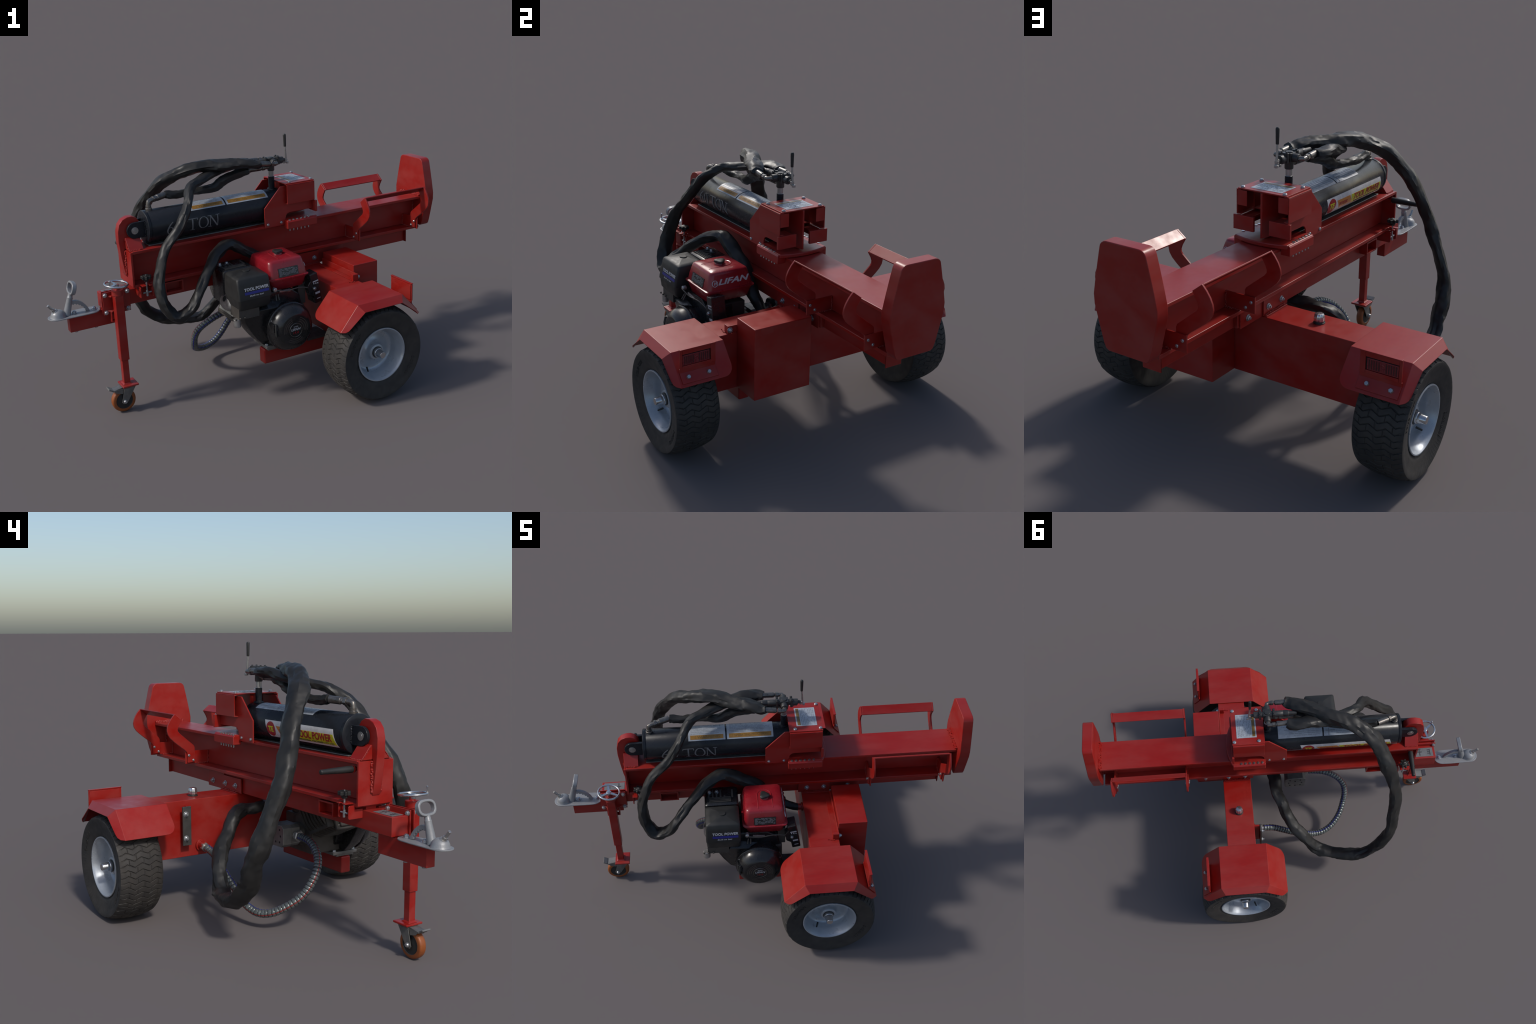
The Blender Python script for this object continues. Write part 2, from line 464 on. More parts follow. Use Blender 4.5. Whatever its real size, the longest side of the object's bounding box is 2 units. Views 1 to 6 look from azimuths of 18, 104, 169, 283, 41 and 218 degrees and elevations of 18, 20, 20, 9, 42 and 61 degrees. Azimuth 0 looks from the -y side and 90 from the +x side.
# ------------------------------------------------------------------ locking knobs, hook straps, side lever
knob_poly = []
for i in range(56):
    a = 2 * math.pi * i / 56
    r = 0.0275 + 0.0055 * math.cos(7 * a)
    knob_poly.append((r * math.cos(a), r * math.sin(a)))
for s in (-1, 1):
    g = G()
    x, y = -0.836, s * 0.124
    g.prism([(x + px, y + py) for px, py in knob_poly], "z", 0.772, 0.792)
    g.lathe((x, y, 0.792), (0, 0, 1), [(0, 0.019), (0.003, 0.014)], 20)
    g.lathe((x, y, 0.756), (0, 0, 1), [(0, 0.013), (0.016, 0.017)], 20)
    lock = part(g, "locking_knob", PLASTIC, bevel=0.003)
    g = G()
    g.cyl((x, y, 0.690), (x, y, 0.757), 0.005, n=12)
    g.cyl((x, y, 0.668), (x, y, 0.700), 0.0075, n=12)
    g.cyl((x - 0.026, y, 0.690), (x + 0.026, y, 0.690), 0.0045, n=10)
    g.lathe((x, y, 0.7920), (0, 0, 1), [(0, 0.006), (0.0045, 0.0035)], 6)
    part(g, "swing_bolt", ZINC, lock, bevel=0.0006)
    g = G()
    yi = s * 0.0995
    g.box(x - 0.034, x - 0.010, yi, s * 0.148, 0.733, 0.739)
    g.box(x + 0.010, x + 0.028, yi, s * 0.148, 0.733, 0.739)
    for xp in (x - 0.042, x + 0.031):
        g.prism([(s * 0.0488, 0.663), (s * 0.128, 0.663), (s * 0.133, 0.668), (s * 0.133, 0.722), (s * 0.128, 0.727), (s * 0.100, 0.727), (s * 0.096, 0.722), (s * 0.096, 0.708), (s * 0.0488, 0.708)], "x", xp, xp + 0.006)
    g.box(x - 0.036, x + 0.031, s * 0.0488, s * 0.054, 0.664, 0.704)
    part(g, "hook_strap", RED, lock, bevel=0.0015)
g = G()
g.lathe((-0.862, 0.100, 0.894), (0.045, 1, 0.0), [(0, 0.0125), (0.004, 0.0165), (0.03, 0.0165), (0.11, 0.0140), (0.168, 0.0115), (0.174, 0.0125), (0.178, 0.0105), (0.180, 0.006)], 20)
lever_b = part(g, "side_lever", PLASTIC, bevel=0)
g = G()
g.cyl((-0.863, 0.021, 0.894), (-0.862, 0.101, 0.894), 0.010, n=14)
g.lathe((-0.863, 0.085, 0.894), (0, 1, 0), [(0, 0.012), (0.015, 0.0185)], 18)
part(g, "lever_socket", RED, lever_b, bevel=0.001)

# ------------------------------------------------------------------ log cradles
arm = [(0.250, 1.0415), (0.270, 1.020), (0.287, 0.995), (0.298, 0.970), (0.3015, 0.948), (0.297, 0.925), (0.282, 0.902), (0.258, 0.880), (0.225, 0.854), (0.190, 0.828), (0.176, 0.815), (0.170, 0.805), (0.167, 0.747),
       (0.117, 0.749), (0.120, 0.838), (0.126, 0.850), (0.180, 0.894), (0.220, 0.927), (0.230, 0.940), (0.231, 0.952), (0.224, 0.970), (0.203, 1.005)]
for s in (-1, 1):
    g = G()
    for x in (0.594, 1.057):
        g.prism([(s * y, z) for y, z in arm], "x", x, x + 0.010)
    # tilted rail between the two arms
    g.prism([(s * 0.2505, 1.042), (s * 0.2535, 1.036), (s * 0.2065, 1.000), (s * 0.2035, 1.006)], "x", 0.6042, 1.0568)
    cradle = part(g, "log_cradle", RED, bevel=0.002)
    g = G()
    for x in (0.6045, 1.0675):
        g.box(x, x + 0.008, s * 0.0228, s * 0.178, 0.7395, 0.816)
    part(g, "cradle_bracket", RED, cradle, bevel=0.002)
    g = G()
    for x in (0.6035, 1.0665):
        for dx in (-0.001, 0.0105):
            weld(g, [(x + dx, s * 0.0255, 0.81), (x + dx, s * 0.0255, 0.742), (x + dx, s * 0.095, 0.740)], 0.0045, 0.006, 31 + s)
    part(g, "weld_bead", RED, cradle, bevel=0, smooth=60, kind="stuff")
    for x, d in ((0.594, -1), (0.6125, 1), (1.057, -1), (1.0755, 1)):
        for yy, zz in ((0.159, 0.7905), (0.130, 0.761)):
            g = G(); g.lathe((x, s * yy, zz), (d, 0, 0), [(0, 0.0078), (0.003, 0.0078), (0.0055, 0.005)], 12)
            part(g, "rivet", ZINC, cradle, bevel=0)

# ------------------------------------------------------------------ axle tank, tool box, subframe
g = G()
g.box(0.188, 0.372, -0.575, 0.575, 0.297, 0.6126)
axle = part(g, "axle_tank", RED, bevel=0.003)
g = G()
for s in (-1, 1):
    g.cyl((0.278, s * 0.574, 0.287), (0.278, s * 0.80, 0.287), 0.022)
part(g, "stub_axle", DKSTEEL, axle, bevel=0.001)
g = G()
g.lathe((0.281, 0.308, 0.6127), (0, 0, 1), [(0, 0.028), (0.005, 0.028), (0.005, 0.024), (0.011, 0.024)], 24)
part(g, "filler_neck", VALVE, axle, bevel=0.0008)
g = G()
rg = []
for h, r in ((0.624, 0.0235), (0.630, 0.0255), (0.652, 0.0225), (0.658, 0.019), (0.660, 0.012)):
    rg.append([(0.281 + r * (1 + 0.05 * math.cos(10 * a)) * math.cos(a), 0.308 + r * (1 + 0.05 * math.cos(10 * a)) * math.sin(a), h) for a in [2 * math.pi * i / 60 for i in range(60)]])
g.rings(rg)
part(g, "filler_cap", CHROME, axle, bevel=0, smooth=30)
# flat bar with two bolts, suction port, return port on the front face
g = G()
g.box(0.152, 0.1875, 0.398, 0.410, 0.375, 0.583)
bar = part(g, "side_clamp", RED, axle, bevel=0.002)
g = G(); g.box(0.140, 0.1518, 0.396, 0.447, 0.372, 0.586)
part(g, "clamp_plate", DKSTEEL, axle, bevel=0.002)
g = G()
for z in (0.545, 0.412): g.hexa((0.1398, 0.428, z), (-1, 0, 0), 0.0125, 0.008, 1.3, stud=0.010)
part(g, "clamp_bolt", ZINC, axle, bevel=0.0007)
g = G()
weld(g, [(0.184, 0.394, 0.39), (0.184, 0.394, 0.57)], 0.006, 0.008, 44)
weld(g, [(0.36, y, 0.6145) for y in (-0.10, -0.46)], 0.003, 0.011, 45)
weld(g, [(0.335, -0.485, 0.6145), (0.345, -0.50, 0.6145), (0.30, -0.49, 0.6145)], 0.004, 0.008, 46)
part(g, "weld_bead", RED, axle, bevel=0, smooth=60, kind="stuff")
g = G()
g.lathe((0.1878, 0.315, 0.352), (-1, 0, 0), [(0, 0.034), (0.012, 0.032), (0.012, 0.024), (0.05, 0.022)], 24)
part(g, "suction_port", RED, axle, bevel=0.0015)
g = G()
g.lathe((0.1878, -0.145, 0.565), (-1, 0, 0), [(0, 0.028), (0.010, 0.028), (0.010, 0.021), (0.030, 0.021)], 24)
part(g, "return_port", RED, axle, bevel=0.0015)

g = G()
g.box(0.3735, 0.551, -0.441, -0.101, 0.300, 0.6945)
box = part(g, "tool_box", RED, bevel=0.004)
g = G()
for y0, y1 in ((-0.405, -0.335), (-0.205, -0.135)):
    g.box(0.5508, 0.5522, y0, y1, 0.660, 0.690)
part(g, "box_latch", RED, box, bevel=0.0007)
g = G()
g.box(0.3640, 0.3722, -0.470, -0.105, 0.6185, 0.655)
g.box(0.336, 0.3720, -0.466, -0.105, 0.6130, 0.6183)
g.box(0.334, 0.3722, -0.492, -0.4705, 0.6130, 0.6555)
ang = part(g, "angle_iron", RED, axle, bevel=0.002)
g = G(); g.hexa((0.3725, -0.481, 0.634), (1, 0, 0), 0.0115, 0.011, 1.35, stud=0.005)
part(g, "angle_bolt", ZINC, axle, bevel=0.0007)

g = G()
g.box(-0.242, 0.33, -0.401, -0.337, 0.187, 0.2825)
sub = part(g, "subframe", RED, bevel=0.009, seg=3)
g = G()
g.box(0.036, 0.1870, -0.440, -0.300, 0.2830, 0.2965)
part(g, "engine_deck", DKSTEEL, sub, bevel=0.001)

# ------------------------------------------------------------------ fenders with lamp brackets
def fender(s):
    T = 0.0045
    # profile along x (x, z) of the folded sheet, inner side to outer chamfer
    z0, z1 = 0.621, 0.484
    xf0, xf1, xr0, xr1 = 0.122, 0.0015, 0.430, 0.5505
    g = G()
    top = [(xf0, 0.553, z0), (xr0, 0.553, z0), (xr0, 0.843, z0), (xf0, 0.843, z0)]
    def slope(front):
        xa, xb = (xf0, xf1) if front else (xr0, xr1)
        def at(t, y): return (xa + (xb - xa) * t, y, z0 + (z1 - z0) * t)
        r = 0.055
        ln = math.hypot(xb - xa, z0 - z1)
        pts = [at(0, 0.553)]
        for i in range(7):
            a = math.radians(90 * i / 6)
            pts.append(at(1 - (r - r * math.sin(a)) / ln, 0.553 + r - r * math.cos(a)))
        pts += [at(1, 0.846), at(0, 0.843)]
        return pts
    def side(front):
        xa, xb = (xf0, xf1) if front else (xr0, xr1)
        k = 1 if front else -1
        return [(xa, 0.843, z0), (xb, 0.846, z1), (xb + k * 0.022, 0.864, z1 + 0.001), (xb + k * 0.036, 0.874, z1 + 0.010),
                (xb + k * 0.048, 0.8795, z1 + 0.026), (xa + k * 0.026, 0.8795, z0 - 0.037)]
    chamf = [(xf0, 0.843, z0), (xf0 + 0.026, 0.8795, z0 - 0.037), (xr0 - 0.026, 0.8795, z0 - 0.037), (xr0, 0.843, z0)]
    for poly in (top, slope(True), slope(False), side(True), side(False), chamf):
        g.add([(x, s * y, z) for x, y, z in poly], [tuple(range(len(poly)))])
    ob = sheet(g, "fender", RED, T)
    # lamp bracket on the rear slope
    g = G()
    ys = (0.640, 0.834)
    zl0, zl1 = 0.560, 0.660
    g.box(0.5035, 0.5110, s * ys[0], s * (ys[0] + 0.026), zl0, zl1)
    g.box(0.5035, 0.5110, s * (ys[1] - 0.014), s * ys[1], zl0, zl1)
    g.box(0.5035, 0.5110, s * (ys[0] + 0.0262), s * (ys[1] - 0.0142), 0.637, zl1)
    g.box(0.5035, 0.5110, s * (ys[0] + 0.0262), s * (ys[1] - 0.0142), zl0, 0.576)
    g.box(0.500, 0.5145, s * ys[0], s * ys[1], 0.6602, 0.6650)
    # sloped foot lying on the fender
    d = V((xr1 - xr0, 0, z1 - z0)).normalized(); nrm = V((-d.z, 0, d.x))
    c0 = V((0.503, 0, 0.5380)) + nrm * 0.003
    c1 = V((0.540, 0, 0.4965)) + nrm * 0.003
    mid = (c0 + c1) / 2; mid.y = s * (ys[0] + ys[1]) / 2
    g.obox(mid, (c1 - c0) / 2, V((0, (ys[1] - ys[0]) / 2, 0)), nrm * 0.003)
    g.box(0.4985, 0.5075, s * ys[0], s * ys[1], 0.536, 0.5598)
    part(g, "lamp_bracket", RED, ob, bevel=0.0015)
    g = G()
    g.box(0.4990, 0.5034, s * 0.655, s * 0.828, 0.565, 0.655)
    part(g, "lamp_back", RED, ob, bevel=0.0005)
    g = G()
    g.box(0.5036, 0.5046, s * 0.6665, s * 0.8195, 0.5765, 0.6365)
    part(g, "lamp_housing", HOLE, ob, bevel=0)
    g = G()
    g.box(0.5032, 0.5085, s * 0.672, s * 0.818, 0.5775, 0.6315)
    lamp = part(g, "lamp_lens", RED_LAMP, ob, bevel=0.002)
    g = G()
    for i in range(12):
        y = 0.680 + i * 0.0113
        if 4 < i < 7: continue
        g.box(0.5086, 0.5098, s * y, s * (y + 0.0055), 0.5835, 0.6255)
    part(g, "lamp_ribs", RED_DARK, ob, bevel=0.0003)
    g = G()
    g.torus((0.5088, s * 0.745, 0.606), (1, 0, 0), 0.0095, 0.0022, 20, 6)
    g.box(0.5086, 0.5100, s * 0.742, s * 0.748, 0.583, 0.595)
    part(g, "lamp_boss", RED_LAMP, ob, bevel=0)
    for y in (0.686, 0.797):
        g = G()
        p = V((0.5225, s * y, 0.519)) + nrm * 0.0035
        g.hexa(p - nrm * 0.002, nrm, 0.0118, 0.010, 1.0, dome=0.5)
        part(g, "lamp_bolt", ZINC, ob, bevel=0.0006)
    return ob

def sheet(g, name, mat, T):
    """welded folded sheet: merge the panels, give them thickness downward, round the folds"""
    me = bpy.data.meshes.new(name)
    lo = V([min(p[i] for p in g.v) for i in range(3)]); hi = V([max(p[i] for p in g.v) for i in range(3)])
    c = (lo + hi) / 2
    me.from_pydata([p - c for p in g.v], [], g.f)
    me.materials.append(mat)
    bm = bmesh.new(); bm.from_mesh(me)
    bmesh.ops.remove_doubles(bm, verts=bm.verts, dist=0.0006)
    bmesh.ops.recalc_face_normals(bm, faces=bm.faces)
    if sum(f.normal.z * f.calc_area() for f in bm.faces) < 0:
        bmesh.ops.reverse_faces(bm, faces=bm.faces)
    bm.to_mesh(me); bm.free()
    me.polygons.foreach_set("use_smooth", [True] * len(me.polygons))
    ob = bpy.data.objects.new(name, me)
    bpy.context.scene.collection.objects.link(ob)
    put(ob, c)
    so = ob.modifiers.new("thickness", "SOLIDIFY"); so.thickness = T; so.offset = -1; so.use_even_offset = True
    bv = ob.modifiers.new("round_edges", "BEVEL"); bv.width = 0.002; bv.segments = 2; bv.limit_method = "ANGLE"
    bv.angle_limit = math.radians(20); bv.harden_normals = True
    return ob

for s in (-1, 1): fender(s)

# ------------------------------------------------------------------ road wheels
def tyre_mesh():
    """lathe the tyre section and cut the wavy tread grooves into a fine grid"""
    R = 0.2855
    # section: (y, r) from inner bead over the tread to outer bead
    sec = [(0.658, 0.160), (0.653, 0.170), (0.648, 0.192), (0.644, 0.215), (0.639, 0.238), (0.634, 0.254), (0.634, 0.264), (0.642, 0.2705)]
    tread = []
    NT = 64
    for i in range(NT + 1):
        y = 0.654 + (0.852 - 0.654) * i / NT
        q = (y - 0.753) / 0.099
        tread.append((y, 0.2738 + 0.0117 * (1 - abs(q) ** 2.2)))
    sec2 = [(0.864, 0.2705), (0.872, 0.264), (0.8725, 0.254), (0.867, 0.238), (0.862, 0.215), (0.858, 0.192), (0.853, 0.172), (0.848, 0.165), (0.845, 0.157)]
    full = sec + tread + sec2
    ROWS = 58
    SUB = 22
    NA = ROWS * SUB
    rg = []
    def tri(x): return 2 * abs(2 * (x - math.floor(x + 0.5))) - 1
    for a in range(NA):
        th = 2 * math.pi * a / NA
        ring = []
        for k, (y, r) in enumerate(full):
            dr = 0
            if 0.638 < y < 0.868 and r > 0.262:
                q = (y - 0.654) / 0.198
                wave = 0.30 * tri(q * 2.5 + 0.2)
                ph = a / SUB + wave
                f = ph - math.floor(ph)
                row = int(math.floor(ph))
                groove = min(f, 1 - f)
                if groove < 0.07: dr = -0.0048
                # short bridges between the wavy grooves, staggered from row to row
                cols = [(0.06 + 0.40 * c + (0.20 if row % 2 else 0.0)) for c in range(3)]
                if min(abs(q - c) for c in cols) < 0.009: dr = min(dr, -0.0034)
            else:
                if 0.20 < r < 0.262:
                    # fine radial ribs on the shoulder
                    fr = (a * 1.5 / SUB) % 1.0
                    if fr < 0.3: dr = -0.0016 * (r - 0.2) / 0.06
            ring.append((( (r + dr) * math.cos(th)), y, (r + dr) * math.sin(th)))
        rg.append(ring)
    g = G()
    n = len(full)
    vs = [p for r_ in rg for p in r_]
    fs = []
    for a in range(NA):
        b = (a + 1) % NA
        fs += [(a * n + i, a * n + i + 1, b * n + i + 1, b * n + i) for i in range(n - 1)]
    g.add(vs, fs)
    return g

def rot_wheel(g, s):
    g.move(lambda p: (p.x + 0.278, s * p.y, p.z + 0.2865))
    return g

for s in (-1, 1):
    # silver rim: lathed section with dished disc
    g = G()
    prof = [(0.846, 0.158), (0.851, 0.1625), (0.856, 0.1615), (0.856, 0.156), (0.843, 0.147), (0.826, 0.144), (0.812, 0.136), (0.795, 0.133),
            (0.772, 0.130), (0.764, 0.126), (0.758, 0.116), (0.757, 0.100), (0.766, 0.070), (0.774, 0.056), (0.788, 0.049), (0.804, 0.047), (0.806, 0.044), (0.806, 0.002), (0.69, 0.002), (0.69, 0.12), (0.650, 0.15), (0.650, 0.162)]
    g.lathe((0.278, 0, 0.2865), (0, s, 0), prof, 64, closed=True)
    rim = part(g, "wheel", RIM, bevel=0, smooth=50)
    ty = rot_wheel(tyre_mesh(), s)
    part(ty, "tyre", RUBBER, rim, bevel=0, smooth=40)
    g = G()
    g.lathe((0.278, 0, 0.2865), (0, s, 0), [(0.8062, 0.034), (0.811, 0.034), (0.811, 0.031), (0.8135, 0.029)], 32)
    part(g, "hub_seal", VALVE, rim, bevel=0.0008)
    g = G()
    g.lathe((0.278, 0, 0.2865), (0, s, 0), [(0.8137, 0.029), (0.822, 0.029), (0.825, 0.027), (0.825, 0.025), (0.838, 0.0235), (0.842, 0.0215), (0.861, 0.020), (0.865, 0.018), (0.8652, 0.0)], 32)
    part(g, "hub_cap", CHROME, rim, bevel=0.0008)
    g = G()
    g.cyl((0.217, s * 0.790, 0.198), (0.206, s * 0.818, 0.186), 0.0055, 0.0045, 10)
    part(g, "valve_stem", PLASTIC, rim, bevel=0)
    g = G()
    vs, fs = text_geo("18x8.50-8", 0.030, extrude=0.0008)
    vs2, fs2 = text_geo("TURF GLIDE", 0.026, extrude=0.0008)
    for vv, ff, a0 in ((vs, fs, -30 if s < 0 else 210), (vs2, fs2, 150 if s < 0 else 30)):
        pts = []
        for v in vv:
            r = 0.222 + v.y
            th = math.radians(a0) - s * 0 + (v.x / 0.222) * (1 if s < 0 else -1) * 1.0
            th = math.radians(a0) + (-v.x / 0.222 if s < 0 else v.x / 0.222) * -1
            yy = 0.8628 + 0.20 * (r - 0.215)
            if s > 0: th = math.radians(a0) - v.x / 0.222
            pts.append((0.278 + r * math.cos(th), s * (yy + 0.0006 + v.z), 0.2855 + r * math.sin(th)))
        g.add(pts, ff)
    part(g, "tyre_lettering", RUBBER, rim, bevel=0)

# ------------------------------------------------------------------ hydraulic ram
RC, RR = 1.040, 0.0955
g = G()
g.lathe((-0.782, 0, RC), (1, 0, 0), [(0, 0.070), (0.0, RR - 0.004), (0.003, RR + 0.0015), (0.018, RR + 0.0015), (0.020, RR - 0.0015), (0.024, RR - 0.0015), (0.026, RR), (0.886, RR), (0.888, 0.05)], 72)
ram = part(g, "ram_cylinder", BLACK, bevel=0.0012)
g = G()
for s in (-1, 1):
    lug = [(-0.7818, RC + 0.047), (-0.848, RC + 0.047)] + arc(-0.848, RC, 0.047, 90, 270, 14)[1:] + [(-0.7818, RC - 0.047)]
    g.prism(lug, "y", s * 0.0265, s * 0.0440)
part(g, "clevis", BLACK, ram, bevel=0.003)
g = G()
g.cyl((-0.848, -0.0475, RC), (-0.848, 0.0475, RC), 0.0125, n=20)
for s in (-1, 1): g.lathe((-0.848, s * 0.0442, RC), (0, s, 0), [(0, 0.021), (0.002, 0.021)], 20)
part(g, "clevis_pin", STEEL, ram, bevel=0.001)
g = G()
for s in (-1, 1): weld(g, [(-0.784, s * 0.047, RC - 0.04), (-0.784, s * 0.047, RC + 0.04)], 0.005, 0.006, 50 + s)
part(g, "weld_bead", BLACK, ram, bevel=0, smooth=60, kind="stuff")

def wrap(x, u, lift=0.0):
    """point on the ram: x along it, u = arc length from the crown, positive towards +y"""
    a = u / RR
    r = RR + lift
    return (x, r * math.sin(a), RC + r * math.cos(a))

def patch(g, x0, x1, u0, u1, lift, nu=14, nx=6, skew=0.0):
    """thin curved sticker with real thickness"""
    for (la, flip) in ((lift, 0),):
        rg = []
        for i in range(nx + 1):
            row = []
            for j in range(nu + 1):
                f = j / nu
                u = u0 + (u1 - u0) * f
                row.append(wrap(x0 + (x1 - x0) * i / nx + skew * f, u, la))
            for j in range(nu, -1, -1):
                f = j / nu
                u = u0 + (u1 - u0) * f
                row.append(wrap(x0 + (x1 - x0) * i / nx + skew * f, u, max(la - 0.0010, -0.0005)))
            rg.append(row)
        g.rings(rg)
    return g

def wrap_text(g, s, size, x, u, side, width=None, lift=0.001, shear=0.0, bold=0.0):
    """lettering wrapped on the ram; side -1 reads from -y, +1 reads from +y"""
    vs, fs = text_geo(s, size, width, 0.0004, shear, bold, 10)
    g.add([wrap(x + (v.x if side < 0 else -v.x), u - (1 if side > 0 else -1) * v.y, lift + v.z) for v in vs], fs)
    return g

# two white instruction labels over the crown
g = G()
patch(g, -0.505, -0.282, -0.080, 0.070, 0.0012)
patch(g, -0.272, 0.008, -0.080, 0.070, 0.0012)
lab = part(g, "warning_label", PAPER, ram, bevel=0)
g = G()
patch(g, -0.493, -0.294, -0.072, -0.046, 0.0018, 6)
patch(g, -0.260, -0.004, -0.072, -0.046, 0.0018, 6)
part(g, "warning_band", AMBER, ram, bevel=0)
g = G()
wrap_text(g, "! WARNING", 0.024, -0.39, -0.059, -1, 0.15, 0.0022)
wrap_text(g, "! OPERATING PROCEDURE", 0.022, -0.13, -0.059, -1, 0.22, 0.0022)
part(g, "warning_title", BROWN, ram, bevel=0)
g = G()
rnd = random.Random(4)
for x0, x1 in ((-0.490, -0.30), (-0.255, -0.012)):
    for k in range(9):
        u = -0.038 + k * 0.0115
        xe = x1 - rnd.random() * 0.08
        x = x0
        while x < xe:
            w = rnd.uniform(0.008, 0.03)
            patch(g, x, min(x + w, xe), u, u + 0.0028, 0.0016, 1, 1)
            x += w + 0.004
g.add([], [])
# tow hook pictogram seen on the +y half
patch(g, -0.316, -0.310, 0.020, 0.066, 0.0020, 4, 1)
patch(g, -0.352, -0.292, 0.033, 0.039, 0.0022, 2, 3)
part(g, "label_lines", INKGREY, ram, bevel=0, kind="stuff")
# 60 TON on the -y flank
g = G()
UC, HC2 = -0.1610, 0.0360        # arc position of the middle of the letters, half height
def glyph(fn, n, x0):
    """a stroke: fn(t) gives the two edges (x, v) of the band at t, v from -1 (foot) to 1 (top)"""
    ra, rb = [], []
    for i in range(n + 1):
        (xa, va), (xb, vb) = fn(i / n)
        row = []
        for lift in (0.0010, -0.0004):
            row.append((wrap(x0 + xa, UC + va * HC2, lift), wrap(x0 + xb, UC + vb * HC2, lift)))
        ra.append([row[0][0], row[0][1], row[1][1], row[1][0]])
    g.rings(ra)
def line(x0, xa, va, xb, vb, w):
    glyph(lambda t: ((xa + (xb - xa) * t - w / 2, va + (vb - va) * t), (xa + (xb - xa) * t + w / 2, va + (vb - va) * t)), 10, x0)
def bar(x0, xa, xb, v, h=0.07):
    glyph(lambda t: ((xa + (xb - xa) * t, v - h), (xa + (xb - xa) * t, v + h)), 6, x0)
def bowl(x0, w, v0, v1, a0=0, a1=360):
    vm, vh = (v0 + v1) / 2, (v1 - v0) / 2
    def f(t):
        a = math.radians(a0 + (a1 - a0) * t)
        c, s_ = math.cos(a), math.sin(a)
        return (w * c, vm + vh * s_), ((w - 0.0085) * c, vm + (vh - 0.07) * s_)
    glyph(f, 36, x0)
bowl(-0.650, 0.022, -1.0, 0.22)
glyph(lambda t: ((-0.022 + 0.040 * t ** 1.6, -0.45 + 1.50 * t ** 0.8), (-0.013 + 0.034 * t ** 1.6, -0.45 + 1.43 * t ** 0.8)), 18, -0.650)
bowl(-0.593, 0.022, -1.0, 1.0)
line(-0.510, 0, -1.0, 0, 1.0, 0.0085); bar(-0.510, -0.033, 0.033, 0.94, 0.05); bar(-0.510, -0.013, 0.013, -0.97, 0.04)
line(-0.510, -0.033, 0.62, -0.031, 1.0, 0.004); line(-0.510, 0.031, 1.0, 0.033, 0.62, 0.004)
bowl(-0.440, 0.033, -1.0, 1.0)
line(-0.372, -0.024, -1.0, -0.024, 1.0, 0.0045); line(-0.372, 0.024, -1.0, 0.024, 1.0, 0.0045); line(-0.372, -0.024, 1.0, 0.024, -1.0, 0.0095)
for xx, vv in ((-0.028, 0.96), (-0.024, -0.97), (0.024, 0.97)): bar(-0.372, xx - 0.012, xx + 0.012, vv, 0.04)
part(g, "tonnage_lettering", LETTER, ram, bevel=0)
# long colour sticker on the +y flank
g = G()
U0, U1 = 0.128, 0.220
patch(g, -0.705, -0.130, U0, U1, 0.0012, 12, 12, skew=-0.025)
st = part(g, "maker_sticker", PAPER2, ram, bevel=0)
g = G()
patch(g, -0.705, -0.378, U0 + 0.026, U1 - 0.012, 0.0018, 10, 8, skew=-0.02)
part(g, "sticker_band", YELLOW, ram, bevel=0)
g = G()
patch(g, -0.366, -0.232, U0 + 0.026, U1 - 0.018, 0.0018, 10, 5, skew=-0.035)
part(g, "sticker_flash", ORG_PRINT, ram, bevel=0)
g = G()
pts = [wrap(-0.183 + 0.038 * math.cos(a) * 1.05, (U0 + U1) / 2 + 0.040 * math.sin(a), 0.0018) for a in [2 * math.pi * i / 36 for i in range(36)]]
pts2 = [wrap(-0.183 + 0.038 * math.cos(a) * 1.05, (U0 + U1) / 2 + 0.040 * math.sin(a), 0.0008) for a in [2 * math.pi * i / 36 for i in range(36)]]
g.rings([pts2, pts, *[[wrap(-0.183 + 0.040 * k * math.cos(a), (U0 + U1) / 2 + 0.040 * k * math.sin(a), 0.0018) for a in [2 * math.pi * i / 36 for i in range(36)]] for k in (0.75, 0.5, 0.25, 0.05)]])
wrap_text(g, "TOOL POWER", 0.050, -0.552, U0 + 0.047, 1, 0.285, 0.0024, 0.1, 0.0016)
wrap_text(g, "TOTAL", 0.026, -0.302, U0 + 0.052, 1, 0.09, 0.0024, 0.1, 0.001)
part(g, "sticker_red", STRED, ram, bevel=0)
g = G()
wrap_text(g, "TE", 0.040, -0.183, (U0 + U1) / 2, 1, 0.045, 0.0024, 0, 0.0014)
part(g, "sticker_monogram", YELLOW, ram, bevel=0)
g = G()
wrap_text(g, "INDUSTRIAL MACHINERY PTY LTD", 0.014, -0.565, U0 + 0.075, 1, 0.28, 0.0024)
part(g, "sticker_small_print", INK, ram, bevel=0)

# front port: boss, elbow, swivel nut and crimped hose end
g = G()
g.lathe((-0.738, 0, RC + RR - 0.004), (0, 0, 1), [(0, 0.020), (0.014, 0.020), (0.015, 0.0165), (0.030, 0.0165)], 20)
g.tube([(-0.738, 0, 1.150), (-0.738, 0, 1.172), (-0.735, 0.001, 1.182), (-0.726, 0.004, 1.1865), (-0.70, 0.013, 1.189)], 0.0135, 14)
d = V((-0.614 + 0.735, 0.046, 0.008)).normalized()
p0 = V((-0.705, 0.012, 1.189))
g.lathe(p0, d, [(0, 0.0190), (0.017, 0.0190)], 6)
g.lathe(p0 + d * 0.018, d, [(0, 0.0135), (0.006, 0.0160), (0.013, 0.0160), (0.015, 0.0190), (0.078, 0.0190)], 16)
part(g, "front_port_fitting", FITTING, ram, bevel=0.001)

